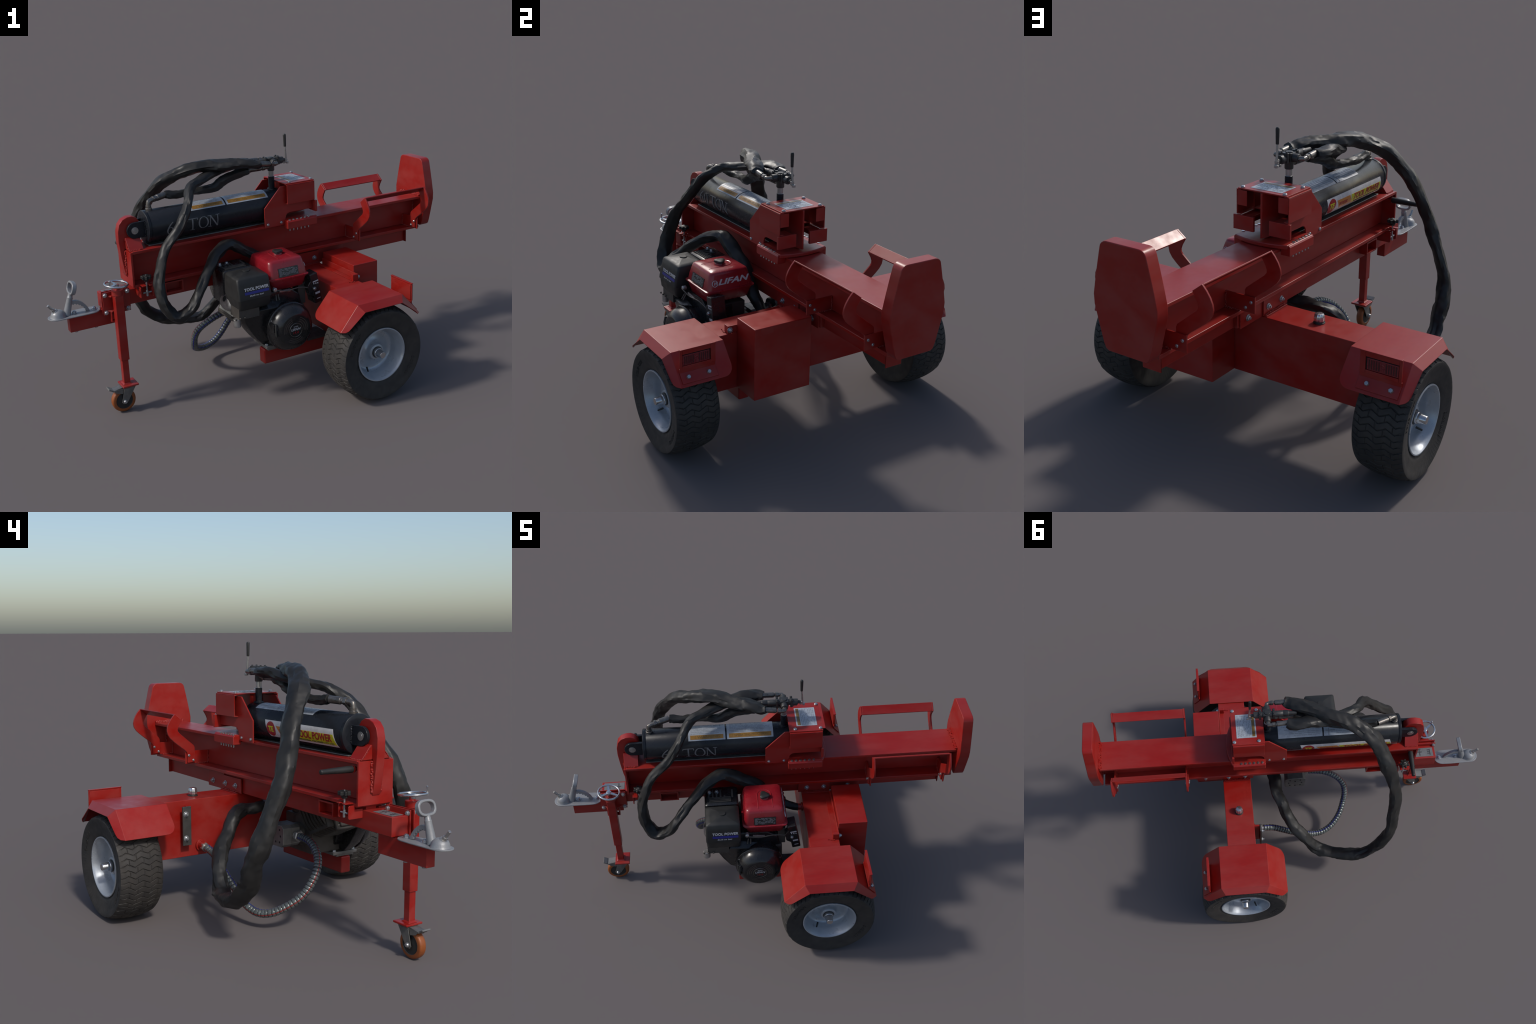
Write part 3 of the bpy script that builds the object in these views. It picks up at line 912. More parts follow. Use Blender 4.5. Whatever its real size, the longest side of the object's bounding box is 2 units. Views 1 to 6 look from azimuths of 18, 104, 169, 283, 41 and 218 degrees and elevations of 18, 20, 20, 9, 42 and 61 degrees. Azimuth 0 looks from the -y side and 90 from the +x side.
# ------------------------------------------------------------------ riser pipe and control valve
g = G()
g.lathe((0.076, 0, RC + 0.088), (0, 0, 1), [(0, 0.030), (0.012, 0.027), (0.014, 0.0190), (0.085, 0.0190)], 24)
part(g, "riser_pipe", BLACK, ram, bevel=0.001)
g = G()
g.lathe((0.076, 0, 1.2135), (0, 0, 1), [(0, 0.0178), (0.002, 0.0158), (0.034, 0.0158)], 24)
part(g, "riser_nipple", STEEL, ram, bevel=0.0006)
g = G()
g.lathe((0.076, 0, 1.247), (0, 0, 1), [(0, 0.0195), (0.004, 0.0215), (0.045, 0.0215), (0.085, 0.0180)], 24)
g.lathe((0.076, 0, 1.304), (0, 1, 0), [(-0.056, 0.0190), (-0.054, 0.0205), (-0.020, 0.0210), (0.020, 0.0210), (0.054, 0.0205), (0.056, 0.0190)], 24)
g.box(0.050, 0.102, -0.024, 0.024, 1.284, 1.327)
for x in (0.028, 0.112):
    g.box(x, x + 0.015, -0.024, 0.024, 1.283, 1.332)
g.lathe((0.02, 0, 1.306), (1, 0, 0), [(0, 0.019), (0.14, 0.019)], 20)
g.lathe((0.125, 0, 1.303), (1, 0, 0), [(0, 0.0215), (0.028, 0.0215), (0.030, 0.019), (0.032, 0.011), (0.052, 0.009)], 20)
g.lathe((0.030, 0, 1.306), (-1, 0, 0), [(0, 0.0195), (0.050, 0.0195), (0.052, 0.0180), (0.054, 0.0195), (0.085, 0.0190), (0.087, 0.0150), (0.135, 0.0150)], 20)
valve = part(g, "control_valve", VALVE, bevel=0.0025)
g = G()
g.hexa((0.036, 0.014, 1.332), (0, 0, 1), 0.0055, 0.005, 0); g.hexa((0.036, -0.014, 1.332), (0, 0, 1), 0.0055, 0.005, 0)
g.hexa((0.120, 0.014, 1.332), (0, 0, 1), 0.0055, 0.005, 0); g.hexa((0.120, -0.014, 1.332), (0, 0, 1), 0.0055, 0.005, 0)
part(g, "valve_screw", VALVE, valve, bevel=0)
g = G()
for s, yo in ((-1, -0.081), (1, 0.077)):
    g.tube([(0.075, s * 0.050, 1.304), (0.075, s * 0.068, 1.304), (0.072, s * 0.077, 1.304), (0.063, yo, 1.304), (0.046, yo, 1.306)], 0.0118, 12)
    g.lathe((0.075, s * 0.055, 1.304), (0, s, 0), [(0, 0.0145), (0.008, 0.0145)], 6)
    d = V((-0.05 - 0.046, (-0.076 if s < 0 else 0.071) - yo, (1.316 if s < 0 else 1.311) - 1.306)).normalized()
    p0 = V((0.050, yo, 1.306))
    g.lathe(p0, d, [(0, 0.0155), (0.018, 0.0155)], 6)
    g.lathe(p0 + d * 0.021, d, [(0, 0.0115), (0.006, 0.0115), (0.008, 0.0160), (0.085, 0.0160)], 16)
# lower port to the ram hose
g.lathe((0.060, 0, 1.272), (-1, 0, 0), [(0, 0.0125), (0.030, 0.0125), (0.030, 0.016), (0.048, 0.016), (0.048, 0.0115), (0.056, 0.0115), (0.058, 0.0155), (0.125, 0.0155), (0.127, 0.017), (0.155, 0.017)], 14)
part(g, "hose_fitting", FITTING, valve, bevel=0.001)
g = G()
g.tube([(0.188, 0.003, 1.298), (0.186, 0.003, 1.32), (0.1815, 0.002, 1.386)], [0.0062, 0.0060, 0.0052], 12)
g.obox((0.184, 0.003, 1.296), (0.007, 0, 0), (0, 0.009, 0), (0, 0, 0.011))
g.tube([(0.165, 0.0, 1.300), (0.192, 0.0, 1.300)], 0.0065, 10)
g.tube([(0.172, 0.012, 1.284), (0.203, 0.009, 1.280)], 0.0045, 8)
g.obox((0.196, 0.006, 1.282), (0.006, 0, 0), (0, 0.008, 0), (0, 0, 0.007))
g.obox((0.176, 0.012, 1.284), (0.005, 0, 0), (0, 0.007, 0), (0, 0, 0.0065))
part(g, "lever_rod", STEEL, valve, bevel=0.001)
g = G()
g.lathe((0.1815, 0.002, 1.3825), (-0.008, 0, 1), [(0, 0.0072), (0.002, 0.0078), (0.070, 0.0095), (0.075, 0.0085), (0.0785, 0.005)], 18)
part(g, "lever_grip", PLASTIC, valve, bevel=0)

# ------------------------------------------------------------------ wedge carriage
g = G()
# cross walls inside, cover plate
g.box(0.098, 0.300, -0.134, 0.134, 1.1785, 1.1850)
carriage = part(g, "wedge_carriage", RED, bevel=0.0015)
for s in (-1, 1):
    g = G()
    side = [(-0.044, 0.9275), (-0.044, 1.048), (0.072, 1.1690), (0.082, 1.1690), (0.292, 1.1690), (0.292, 0.988)] \
        + [(0.134, 0.999)] + [(0.118, 0.994), (0.106, 0.983), (0.101, 0.965), (0.100, 0.9275)]
    side = [(-0.044, 0.9275), (-0.044, 1.048), (0.072, 1.1690), (0.200, 1.1690), (0.200, 1.0590), (0.292, 1.0570), (0.292, 1.0), (0.134, 1.0), (0.118, 0.9965), (0.106, 0.986), (0.101, 0.972), (0.0985, 0.9275)]
    g.prism(side, "y", s * 0.1085, s * 0.1170)
    sp = part(g, "side_plate", RED, carriage, bevel=0.0015)
    # folded cover outside
    g = G()
    g.box(0.101, 0.297, s * 0.1390, s * 0.1440, 1.058, 1.1740)
    g.box(0.101, 0.297, s * 0.1175, s * 0.1440, 1.1742, 1.1784)
    g.box(0.2922, 0.2970, s * 0.0860, s * 0.1388, 1.101, 1.1740)
    g.box(0.101, 0.297, s * 0.1172, s * 0.1388, 1.058, 1.062)
    part(g, "side_cover", RED, carriage, bevel=0.0015)
    # lower wing block at the back
    g = G()
    g.box(0.2924, 0.3060, s * 0.043, s * 0.1560, 0.986, 1.0565)
    g.box(0.1700, 0.2922, s * 0.060, s * 0.1080, 1.0440, 1.0545)
    part(g, "wing_plate", RED, carriage, bevel=0.0015)
    g = G()
    g.box(0.113, 0.205, s * 0.030, s * 0.1080, 1.0660, 1.0720)
    part(g, "inner_shelf", RED, carriage, bevel=0.001)
    g = G()
    for x in (-0.025, 0.068):
        g.lathe((x, s * 0.1170, 0.946), (0, s, 0), [(0, 0.0085), (0.004, 0.0085), (0.007, 0.0055)], 14)
    part(g, "side_bolt", ZINC, carriage, bevel=0)
    # sliding gib with its row of screws
    g = G()
    pr = [(s * 0.1050, 0.9050), (s * 0.1560, 0.9050), (s * 0.1560, 0.9480), (s * 0.1490, 0.9565), (s * 0.1050, 0.9565)]
    g.prism(pr, "x", 0.092, 0.302)
    part(g, "slide_gib", RED, carriage, bevel=0.004)
    for i in range(6):
        x = 0.114 + i * 0.0268
        g = G()
        g.lathe((x, s * 0.1405, 0.9560), (0, 0, 1), [(0, 0.0078), (0.006, 0.0078), (0.007, 0.004)], 12)
        g.lathe((x, s * 0.1390, 0.9052), (0, 0, -1), [(0, 0.0062), (0.004, 0.0062), (0.004, 0.0042), (0.016, 0.0042)], 8)
        part(g, "gib_screw", CHROME, carriage, bevel=0)
g = G()
rear = [(0.308 + 0.030 * (1 - (y / 0.145) ** 2), y) for y in [0.145 - 0.290 * i / 20 for i in range(21)]]
g.prism([(0.100, -0.145), (0.100, 0.145)] + rear, "z", 0.9385, 0.9595)
part(g, "slide_plate", RED, carriage, bevel=0.005)
g = G()
# splitting wedge: narrow edge at the back
g.prism([(0.305, -0.005), (0.305, 0.005), (0.240, 0.020), (0.112, 0.034), (0.112, -0.034), (0.240, -0.020)], "z", 0.9635, 1.1780)
part(g, "splitting_wedge", RED, carriage, bevel=0.001)
for x in (0.134, 0.286):
    for y in (-0.114, 0.114):
        g = G(); g.lathe((x, y, 1.185), (0, 0, 1), [(0, 0.0105), (0.0055, 0.0105), (0.009, 0.007), (0.0095, 0.002)], 14)
        part(g, "cover_bolt", ZINC, carriage, bevel=0)
g = G(); g.box(0.146, 0.270, -0.085, 0.086, 1.1851, 1.1862)
part(g, "instruction_label", PAPER, carriage, bevel=0)
g = G(); g.box(0.154, 0.172, -0.078, 0.079, 1.1863, 1.1868)
part(g, "label_stripe", BROWN, carriage, bevel=0)
g = G()
rnd = random.Random(8)
for i in range(9):
    x = 0.180 + i * 0.0095
    y = -0.076
    while y < 0.072:
        w = rnd.uniform(0.006, 0.02)
        if rnd.random() > 0.18: g.box(x, x + 0.0036, y, min(y + w, 0.076), 1.1863, 1.1866)
        y += w + 0.004
part(g, "label_lines", INKGREY, carriage, bevel=0, kind="stuff")

# ------------------------------------------------------------------ engine
g = G()
g.box(-0.215, 0.030, -0.425, -0.150, 0.315, 0.520)
g.lathe((-0.124, -0.150, 0.444), (0, 1, 0), [(0, 0.095), (0.012, 0.090), (0.020, 0.06)], 40)
g.box(-0.200, 0.000, -0.40, -0.17, 0.515, 0.60)
engine = part(g, "engine", CAST, bevel=0.012, seg=3)
g = G()
g.box(-0.246, 0.035, -0.442, -0.275, 0.2975, 0.3150)
g.box(-0.232, 0.030, -0.430, -0.310, 0.2828, 0.2975)
part(g, "engine_foot", FORKST, engine, bevel=0.003)
g = G()
for x, y in ((-0.235, -0.29), (-0.235, -0.42), (0.02, -0.43)):
    g.hexa((x, y, 0.315), (0, 0, 1), 0.010, 0.010, 1.3)
part(g, "foot_bolt", ZINC, engine, bevel=0.0006)
# cooling shroud: flat black housing behind the recoil starter
g = G()
RX, RZ = -0.118, 0.4350
g.lathe((RX, -0.300, RZ), (0, -1, 0), [(0, 0.128), (0.10, 0.136), (0.165, 0.140), (0.178, 0.137)], 56)
part(g, "cooling_shroud", GLOSS, engine, bevel=0.004, seg=2)
g = G()
# side wing leaning back towards the finned barrel
wing = [(-0.384, 0.548), (-0.380, 0.486), (-0.350, 0.430), (-0.300, 0.362), (-0.255, 0.318), (-0.180, 0.330), (-0.130, 0.440), (-0.110, 0.570), (-0.190, 0.590), (-0.310, 0.588)]
def lean(x, z): return max(0.0, -0.292 - x) * 0.70 + max(0.0, 0.47 - z) * 0.45
cxw, czw = -0.235, 0.470
inner = [(x + (cxw - x) * 0.10, z + (czw - z) * 0.24 if z > 0.54 else z + (czw - z) * 0.05) for x, z in wing]
g.rings([[(x, -0.340, z) for x, z in wing], [(x, -0.440 + lean(x, z), z) for x, z in wing], [(x, -0.474 + lean(x, z), z) for x, z in inner]])
part(g, "shroud_wing", GLOSS, engine, bevel=0.004, seg=2)
g = G()
g.prism([(-0.370, 0.56), (-0.320, 0.612), (-0.225, 0.636), (-0.06, 0.636), (0.005, 0.59), (0.02, 0.50), (-0.20, 0.50), (-0.33, 0.50)], "y", -0.415, -0.250)
part(g, "shroud_duct", GLOSS, engine, bevel=0.010, seg=3)
# recoil starter
g = G()
g.lathe((RX, -0.4785, RZ), (0, -1, 0), [(0, 0.146), (0.004, 0.148), (0.016, 0.147), (0.019, 0.1415), (0.024, 0.1395), (0.046, 0.134), (0.066, 0.123), (0.080, 0.107), (0.087, 0.097), (0.0885, 0.091), (0.085, 0.045), (0.085, 0.0)], 64)
g.box(RX - 0.135, RX - 0.095, -0.545, -0.47, RZ + 0.005, RZ + 0.055)
part(g, "recoil_cover", GLOSS, engine, bevel=0.004, seg=3)
g = G()
def slot(a0, a1, R, w, y0, y1):
    n = max(4, int((a1 - a0) / 5))
    o = arc(RX, RZ, R + w, a0, a1, n) + list(reversed(arc(RX, RZ, R - w, a0, a1, n)))
    g.prism(o, "y", y0, y1)
for a0 in (95, 215, 335):
    for R in (0.055, 0.067, 0.079, 0.090):
        slot(a0 + 14, a0 + 92, R, 0.0027, -0.5662, -0.5630)
part(g, "recoil_slots", VENT, engine, bevel=0, kind="stuff")
g = G()
g.torus((RX, -0.5655, RZ), (0, 1, 0), 0.041, 0.0022, 40, 6)
part(g, "recoil_badge_ring", FITTING, engine, bevel=0)
g = G()
text_on(g, "LIFAN", 0.020, (RX, -0.5652, RZ + 0.004), (1, 0, 0), (0, 0, 1), 0.062, 0.0004, 0.2, 0.0004)
text_on(g, "GX390", 0.009, (RX, -0.5652, RZ + 0.021), (1, 0, 0), (0, 0, 1), 0.03, 0.0004)
part(g, "recoil_lettering", WHITE, engine, bevel=0)
g = G()
text_on(g, "15.0", 0.018, (RX, -0.5652, RZ - 0.017), (1, 0, 0), (0, 0, 1), 0.036, 0.0004, 0.2)
part(g, "recoil_power_rating", STRED, engine, bevel=0)
g = G()
for a in (88, 152, 218, 300, 25):
    p = (RX + 0.136 * math.cos(math.radians(a)), -0.494, RZ + 0.130 * math.sin(math.radians(a)))
    g.hexa(p, (0, -1, 0), 0.0070, 0.009, 1.3)
part(g, "recoil_bolt", ZINC, engine, bevel=0.0005)
g = G()
g.tube([(RX - 0.118, -0.545, RZ + 0.048), (RX - 0.120, -0.552, RZ + 0.018)], 0.0095, 12)
g.tube([(RX - 0.121, -0.549, RZ + 0.055), (RX - 0.126, -0.555, RZ + 0.02), (RX - 0.122, -0.554, RZ - 0.018)], 0.0062, 10)
part(g, "pull_handle", PLASTIC, engine, bevel=0.001)
# finned barrel and head, leaning towards the hitch
g = G()
ax = V((-math.cos(math.radians(25)), 0, math.sin(math.radians(25))))
up = V((math.sin(math.radians(25)), 0, math.cos(math.radians(25))))
b0 = V((-0.210, -0.235, 0.490))
fin = [(0.150, 0.088), (0.138, 0.0), (0.122, -0.040), (0.050, -0.088), (-0.070, -0.088), (-0.165, -0.040), (-0.165, 0.088)]
for i in range(13):
    c = b0 + ax * (0.0135 * i)
    k = 1.0 if i % 2 else 0.97
    g.rings([[c + V((0, dy * k, 0)) + up * du * k + ax * e for dy, du in fin] for e in (-0.0026, 0.0026)])
g.obox(b0 + ax * 0.085, ax * 0.085, V((0, 0.110, 0)), up * 0.060)
part(g, "cooling_fins", CAST, engine, bevel=0)
g = G()
b0 = V((-0.205, -0.270, 0.480))
hc = b0 + ax * 0.190
g.obox(hc, ax * 0.012, V((0, 0.105, 0)), up * 0.082)
g.obox(hc + ax * 0.008, ax * 0.020, V((0, 0.085, 0)), up * 0.068)
head = part(g, "cylinder_head", CAST, engine, bevel=0.008, seg=3)
g = G()
# rounded rocker cover with the breather dimple
hv = hc + ax * 0.024 + V((0, -0.035, 0.030))
g.obox(hv - ax * 0.004, ax * 0.006, V((0, 0.088, 0)), up * 0.074)
rg = []
for h, k in ((0, 1.0), (0.018, 0.97), (0.032, 0.82), (0.040, 0.55), (0.042, 0.25)):
    ring = []
    for i in range(28):
        a = 2 * math.pi * i / 28
        ring.append(hv + ax * h + V((0, 0.075 * k * math.copysign(abs(math.cos(a)) ** 0.7, math.cos(a)), 0)) + up * 0.062 * k * math.copysign(abs(math.sin(a)) ** 0.7, math.sin(a)))
    rg.append(ring)
g.rings(rg)
part(g, "rocker_cover", STEEL, engine, bevel=0)
g = G(); g.lathe(hv + ax * 0.0385, ax, [(0, 0.020), (0.0045, 0.017)], 20)
part(g, "breather_hole", HOLE, engine, bevel=0)
g = G()
g.obox(hc + V((-0.012, 0.04, -0.055)), (0.022, 0, 0.004), (0, 0.055, 0), (-0.004, 0, 0.016))
g.cyl((-0.436, -0.452, 0.492), (-0.436, -0.452, 0.540), 0.021, n=18)
part(g, "carburettor_bowl", STEEL, engine, bevel=0.003)
g = G()
g.box(-0.430, -0.300, -0.470, -0.36, 0.535, 0.600)
g.cyl((-0.36, -0.44, 0.57), (-0.30, -0.44, 0.60), 0.028, n=18)
for x in (-0.452, -0.425, -0.395): g.hexa((x, -0.472, 0.545), (0, -1, 0), 0.006, 0.006, 1.2)
part(g, "carburettor", CAST, engine, bevel=0.003)
# air filter box
g = G()
rg = [rrect(-0.424, -0.238, -0.476, -0.318, 0.590, 0.014), rrect(-0.432, -0.228, -0.486, -0.310, 0.604, 0.018), rrect(-0.434, -0.226, -0.492, -0.308, 0.652, 0.020)]
g.rings(rg)
filt_base = part(g, "air_filter_base", PLASTIC, engine, bevel=0.001)
g = G()
def crown(ring, k):
    out = []
    for x, y, z in ring:
        q = 1 - ((x + 0.33) / 0.11) ** 2
        w = 1 - ((y + 0.39) / 0.10) ** 2
        out.append((x, y, z + k * max(0, q) + 0.006 * k / 0.016 * max(0, (y + 0.47) / 0.16)))
    return out
rg = [rrect(-0.4355, -0.2245, -0.4945, -0.3065, 0.6535, 0.012), rrect(-0.4355, -0.2245, -0.4930, -0.3065, 0.668, 0.012), rrect(-0.434, -0.226, -0.477, -0.308, 0.735, 0.013),
      crown(rrect(-0.4325, -0.2275, -0.469, -0.309, 0.7640, 0.013), 0.012), crown(rrect(-0.428, -0.232, -0.463, -0.314, 0.7695, 0.012), 0.014)]
apex = V((-0.330, -0.385, 0.7955))
for k in (0.72, 0.45, 0.22):
    rg.append([V(p).lerp(apex, 1 - k) for p in rg[4]])
g.rings(rg)
filt = part(g, "air_filter_cover", PLASTIC, engine, bevel=0, smooth=45)
g = G()
g.lathe((-0.330, -0.385, 0.7925), (0, 0, 1), [(0, 0.022), (0.003, 0.021), (0.0035, 0.016), (0.002, 0.0)], 24)
part(g, "filter_button", PLASTIC, engine, bevel=0)
# print on the filter cover, which leans back towards the top
fn = V((0, -0.067, 0.017)).normalized(); fup = V((0, 0.017, 0.067)).normalized()
def on_filter(z): return -0.4930 + (z - 0.668) * 0.017 / 0.067
g = G()
text_on(g, "TOOL POWER", 0.0235, (-0.318, on_filter(0.711), 0.711), (1, 0, 0), fup, 0.155, 0.0010, 0.1, 0.0006)
text_on(g, "Built to last", 0.0125, (-0.322, on_filter(0.6745), 0.6745), (1, 0, 0), fup, 0.088, 0.0010, 0.3)
part(g, "filter_lettering", WHITE, engine, bevel=0)
g = G()
c = V((-0.318, on_filter(0.691), 0.691)) + fn * 0.0006
g.obox(c, (0.077, 0, 0), fup * 0.0075, fn * 0.0008)
part(g, "filter_stripe", BLUE, engine, bevel=0)
# exhaust guard
g = G()
rg = [rrect(-0.432, -0.226, -0.296, -0.140, 0.575, 0.012), rrect(-0.433, -0.224, -0.298, -0.138, 0.745, 0.016)]
rg += [crown(rrect(-0.430, -0.227, -0.295, -0.141, 0.762, 0.016), 0.010), crown(rrect(-0.420, -0.237, -0.285, -0.150, 0.767, 0.014), 0.012)]
g.rings(rg)
ex = part(g, "exhaust_guard", GLOSS, engine, bevel=0.002)
g = G()
for i in range(7):
    x = -0.41 + i * 0.024
    g.box(x, x + 0.011, -0.238, -0.170, 0.776, 0.7815 + 0.004 * math.sin(i))
for i in range(4): g.box(-0.405, -0.27, -0.275 + i * 0.012, -0.269 + i * 0.012, 0.776, 0.782)
part(g, "guard_louvres", CAST, engine, bevel=0.0015)
g = G()
for x in (-0.400, -0.355): g.hexa((x, -0.190, 0.780), (0, 0, 1), 0.010, 0.014, 1.4)
part(g, "guard_bolt", ZINC, engine, bevel=0.0006)
# fuel tank
g = G()
rg = [rrect(-0.172, 0.026, -0.408, -0.176, 0.636, 0.020), rrect(-0.184, 0.037, -0.420, -0.165, 0.644, 0.026), rrect(-0.202, 0.054, -0.434, -0.148, 0.704, 0.026),
      rrect(-0.2105, 0.0625, -0.4425, -0.1400, 0.7075, 0.024), rrect(-0.2105, 0.0625, -0.4425, -0.1400, 0.7135, 0.024), rrect(-0.202, 0.054, -0.432, -0.150, 0.7165, 0.026),
      rrect(-0.199, 0.050, -0.426, -0.155, 0.750, 0.028), rrect(-0.191, 0.041, -0.411, -0.171, 0.795, 0.026), rrect(-0.1875, 0.0375, -0.4055, -0.1765, 0.807, 0.024), rrect(-0.180, 0.030, -0.398, -0.184, 0.8125, 0.022),
      rrect(-0.145, -0.005, -0.360, -0.222, 0.8165, 0.02), rrect(-0.09, -0.06, -0.31, -0.27, 0.8175, 0.01)]
g.rings(rg)
fuel = part(g, "fuel_tank", RED_TANK, engine, bevel=0, smooth=50)
g = G()
# raised horseshoe lip round the cap, open towards the edge
hs = [(-0.112, -0.385, 0.8115), (-0.112, -0.33, 0.815), (-0.110, -0.275, 0.8165)] + [(-0.068 + 0.042 * math.cos(math.radians(a)), -0.272 + 0.042 * math.sin(math.radians(a)), 0.8155) for a in range(170, 9, -20)] + [(-0.026, -0.275, 0.8165), (-0.024, -0.33, 0.815), (-0.024, -0.385, 0.8115)]
g.tube(spline(hs, 0.01), 0.0042, 8)
part(g, "tank_ridge", RED_TANK, engine, bevel=0)
g = G()
g.lathe((-0.068, -0.293, 0.8140), (0, 0, 1), [(0, 0.028), (0.006, 0.027), (0.010, 0.024)], 28)
part(g, "tank_neck", RED_TANK, engine, bevel=0.001)
g = G()
rg = []
for h, k in ((0.8235, 0.80), (0.826, 1.0), (0.837, 1.0), (0.840, 0.88), (0.841, 0.5)):
    rg.append([(-0.068 + (0.0285 + 0.0045 * math.cos(3 * a + 0.5)) * k * math.cos(a), -0.293 + (0.0285 + 0.0045 * math.cos(3 * a + 0.5)) * k * math.sin(a), h) for a in [2 * math.pi * i / 48 for i in range(48)]])
g.rings(rg)
part(g, "fuel_cap", PLASTIC, engine, bevel=0, smooth=40)
g = G()
tup = V((0, 0.0125, 0.050)).normalized(); tn = V((0, -0.050, 0.0125)).normalized()
c = V((-0.075, -0.4270, 0.745))
g.obox(c + tn * 0.0012, (0.066, 0, 0), tup * 0.0255, tn * 0.0010)
part(g, "tank_plate", BLACKLAB, engine, bevel=0)
g = G()
rnd = random.Random(2)
for i in range(7):
    z = 0.019 - i * 0.0062
    x = -0.060
    while x < 0.056:
        w = rnd.uniform(0.006, 0.022)
        if rnd.random() > 0.2:
            g.obox(c + V((x + w / 2, 0, 0)) + tup * z + tn * 0.0022, (min(w, 0.058 - x) / 2, 0, 0), tup * 0.0012, tn * 0.0004)
        x += w + 0.004
part(g, "tank_plate_print", INKGREY, engine, bevel=0, kind="stuff")
g = G()
lup = V((-0.012, 0, 0.046)).normalized()
text_on(g, "LIFAN", 0.042, (0.0487, -0.272, 0.757), (0, 1, 0), lup, 0.195, 0.0012, 0.35, 0.0012)
g.torus((0.0500, -0.389, 0.755), (1, 0, 0.25), 0.0165, 0.0020, 28, 6)
text_on(g, "H", 0.022, (0.0493, -0.389, 0.755), (0, 1, 0), lup, None, 0.0012, 0.4, 0.001)
part(g, "tank_lettering", WHITE, engine, bevel=0)
# leaning control box
g = G()
tl = V((0.034, 0.0, -0.185)).normalized(); sx = V((tl.z * -1, 0, tl.x)).normalized()
cb = V((0.1005, -0.405, 0.610))
g.obox(cb, sx * 0.026, V((0, 0.042, 0)), tl * 0.094)
g.prism([(0.032 + 0.012, 0.632), (0.066, 0.662), (0.110, 0.60), (0.085, 0.560), (0.055, 0.578)], "y", -0.446, -0.40)
ctrl = part(g, "control_box", GLOSS, engine, bevel=0.004)
g = G()
g.lathe((0.088, -0.4472, 0.610), (0, -1, 0), [(0, 0.011), (0.006, 0.011), (0.006, 0.006), (0.012, 0.006)], 18)
part(g, "ignition_switch", CHROME, engine, bevel=0.0005)
g = G()
for dz, w, h in ((-0.046, 0.019, 0.0035), (-0.032, 0.003, 0.005), (0.030, 0.016, 0.006), (0.066, 0.012, 0.002)):
    g.obox(cb + tl * dz + V((0.004, -0.0425, 0)), sx * w, V((0, 0.0008, 0)), tl * h)
for dx in (-0.014, 0.013): g.obox(cb + tl * -0.032 + V((dx + 0.004, -0.0425, 0)), sx * 0.003, V((0, 0.0008, 0)), tl * 0.004)
part(g, "control_print", WHITE, engine, bevel=0)
g = G()
g.box(0.005, 0.052, -0.40, -0.33, 0.515, 0.645)
g.tube(spline([(-0.19, -0.46, 0.655), (-0.16, -0.472, 0.66), (-0.11, -0.462, 0.642), (-0.02, -0.448, 0.640), (0.05, -0.44, 0.622)], 0.01), 0.004, 8)
g.tube([(-0.18, -0.455, 0.632), (-0.186, -0.472, 0.60)], 0.004, 8)
g.tube([(-0.165, -0.455, 0.632), (-0.168, -0.472, 0.60)], 0.004, 8)
part(g, "throttle_linkage", CAST, engine, bevel=0.002)
g = G()
g.lathe((-0.187, -0.445, 0.664), (0, -1, 0), [(0, 0.013), (0.02, 0.013), (0.024, 0.008)], 16)
g.obox((-0.115, -0.448, 0.640), (0.036, 0, -0.004), (0, 0.004, 0), (0, 0, 0.006))
part(g, "throttle_lever", STEEL, engine, bevel=0.001)

# ------------------------------------------------------------------ hydraulic pump
g = G()
PX, PZ = -0.128, 0.432
oct_ = [(-0.071, -0.045), (-0.052, -0.060), (0.052, -0.060), (0.071, -0.045), (0.071, 0.045), (0.052, 0.060), (-0.052, 0.060), (-0.071, 0.045)]
g.prism([(PX + x, PZ + z) for x, z in oct_], "y", -0.030, 0.026)
g.prism([(PX + x * 0.97, PZ + z * 0.97) for x, z in oct_], "y", -0.085, -0.031)
g.cyl((PX, -0.14, PZ + 0.004), (PX, -0.084, PZ + 0.004), 0.050, n=28)
pump = part(g, "hydraulic_pump", FORKST, bevel=0.003)
g = G()
for dx, dz in ((-0.036, -0.034), (0, -0.036), (0.036, -0.034), (-0.045, 0), (0.045, 0), (-0.036, 0.034), (0, 0.02), (0.036, 0.034)):
    g.lathe((PX + dx, 0.0259, PZ + dz), (0, 1, 0), [(0, 0.0062), (0.0008, 0.006)], 12)
part(g, "pump_bolt_hole", HOLE, pump, bevel=0)
g = G()
g.lathe((-0.198, -0.066, 0.430), (-1, 0, 0), [(0, 0.031), (0.004, 0.031)], 24)
g.lathe((-0.202, -0.066, 0.430), (-1, 0, 0), [(0, 0.034), (0.020, 0.034), (0.024, 0.029)], 6)
part(g, "pump_nut", STEEL, pump, bevel=0.0015)
g = G()
g.cyl((0.190, 0.315, 0.352), (0.10, 0.315, 0.346), 0.018, n=18)
g.lathe((0.148, 0.315, 0.3505), (-1, 0, -0.05), [(0, 0.025), (0.02, 0.025)], 6)
part(g, "suction_fitting", STEEL, axle, bevel=0.001)

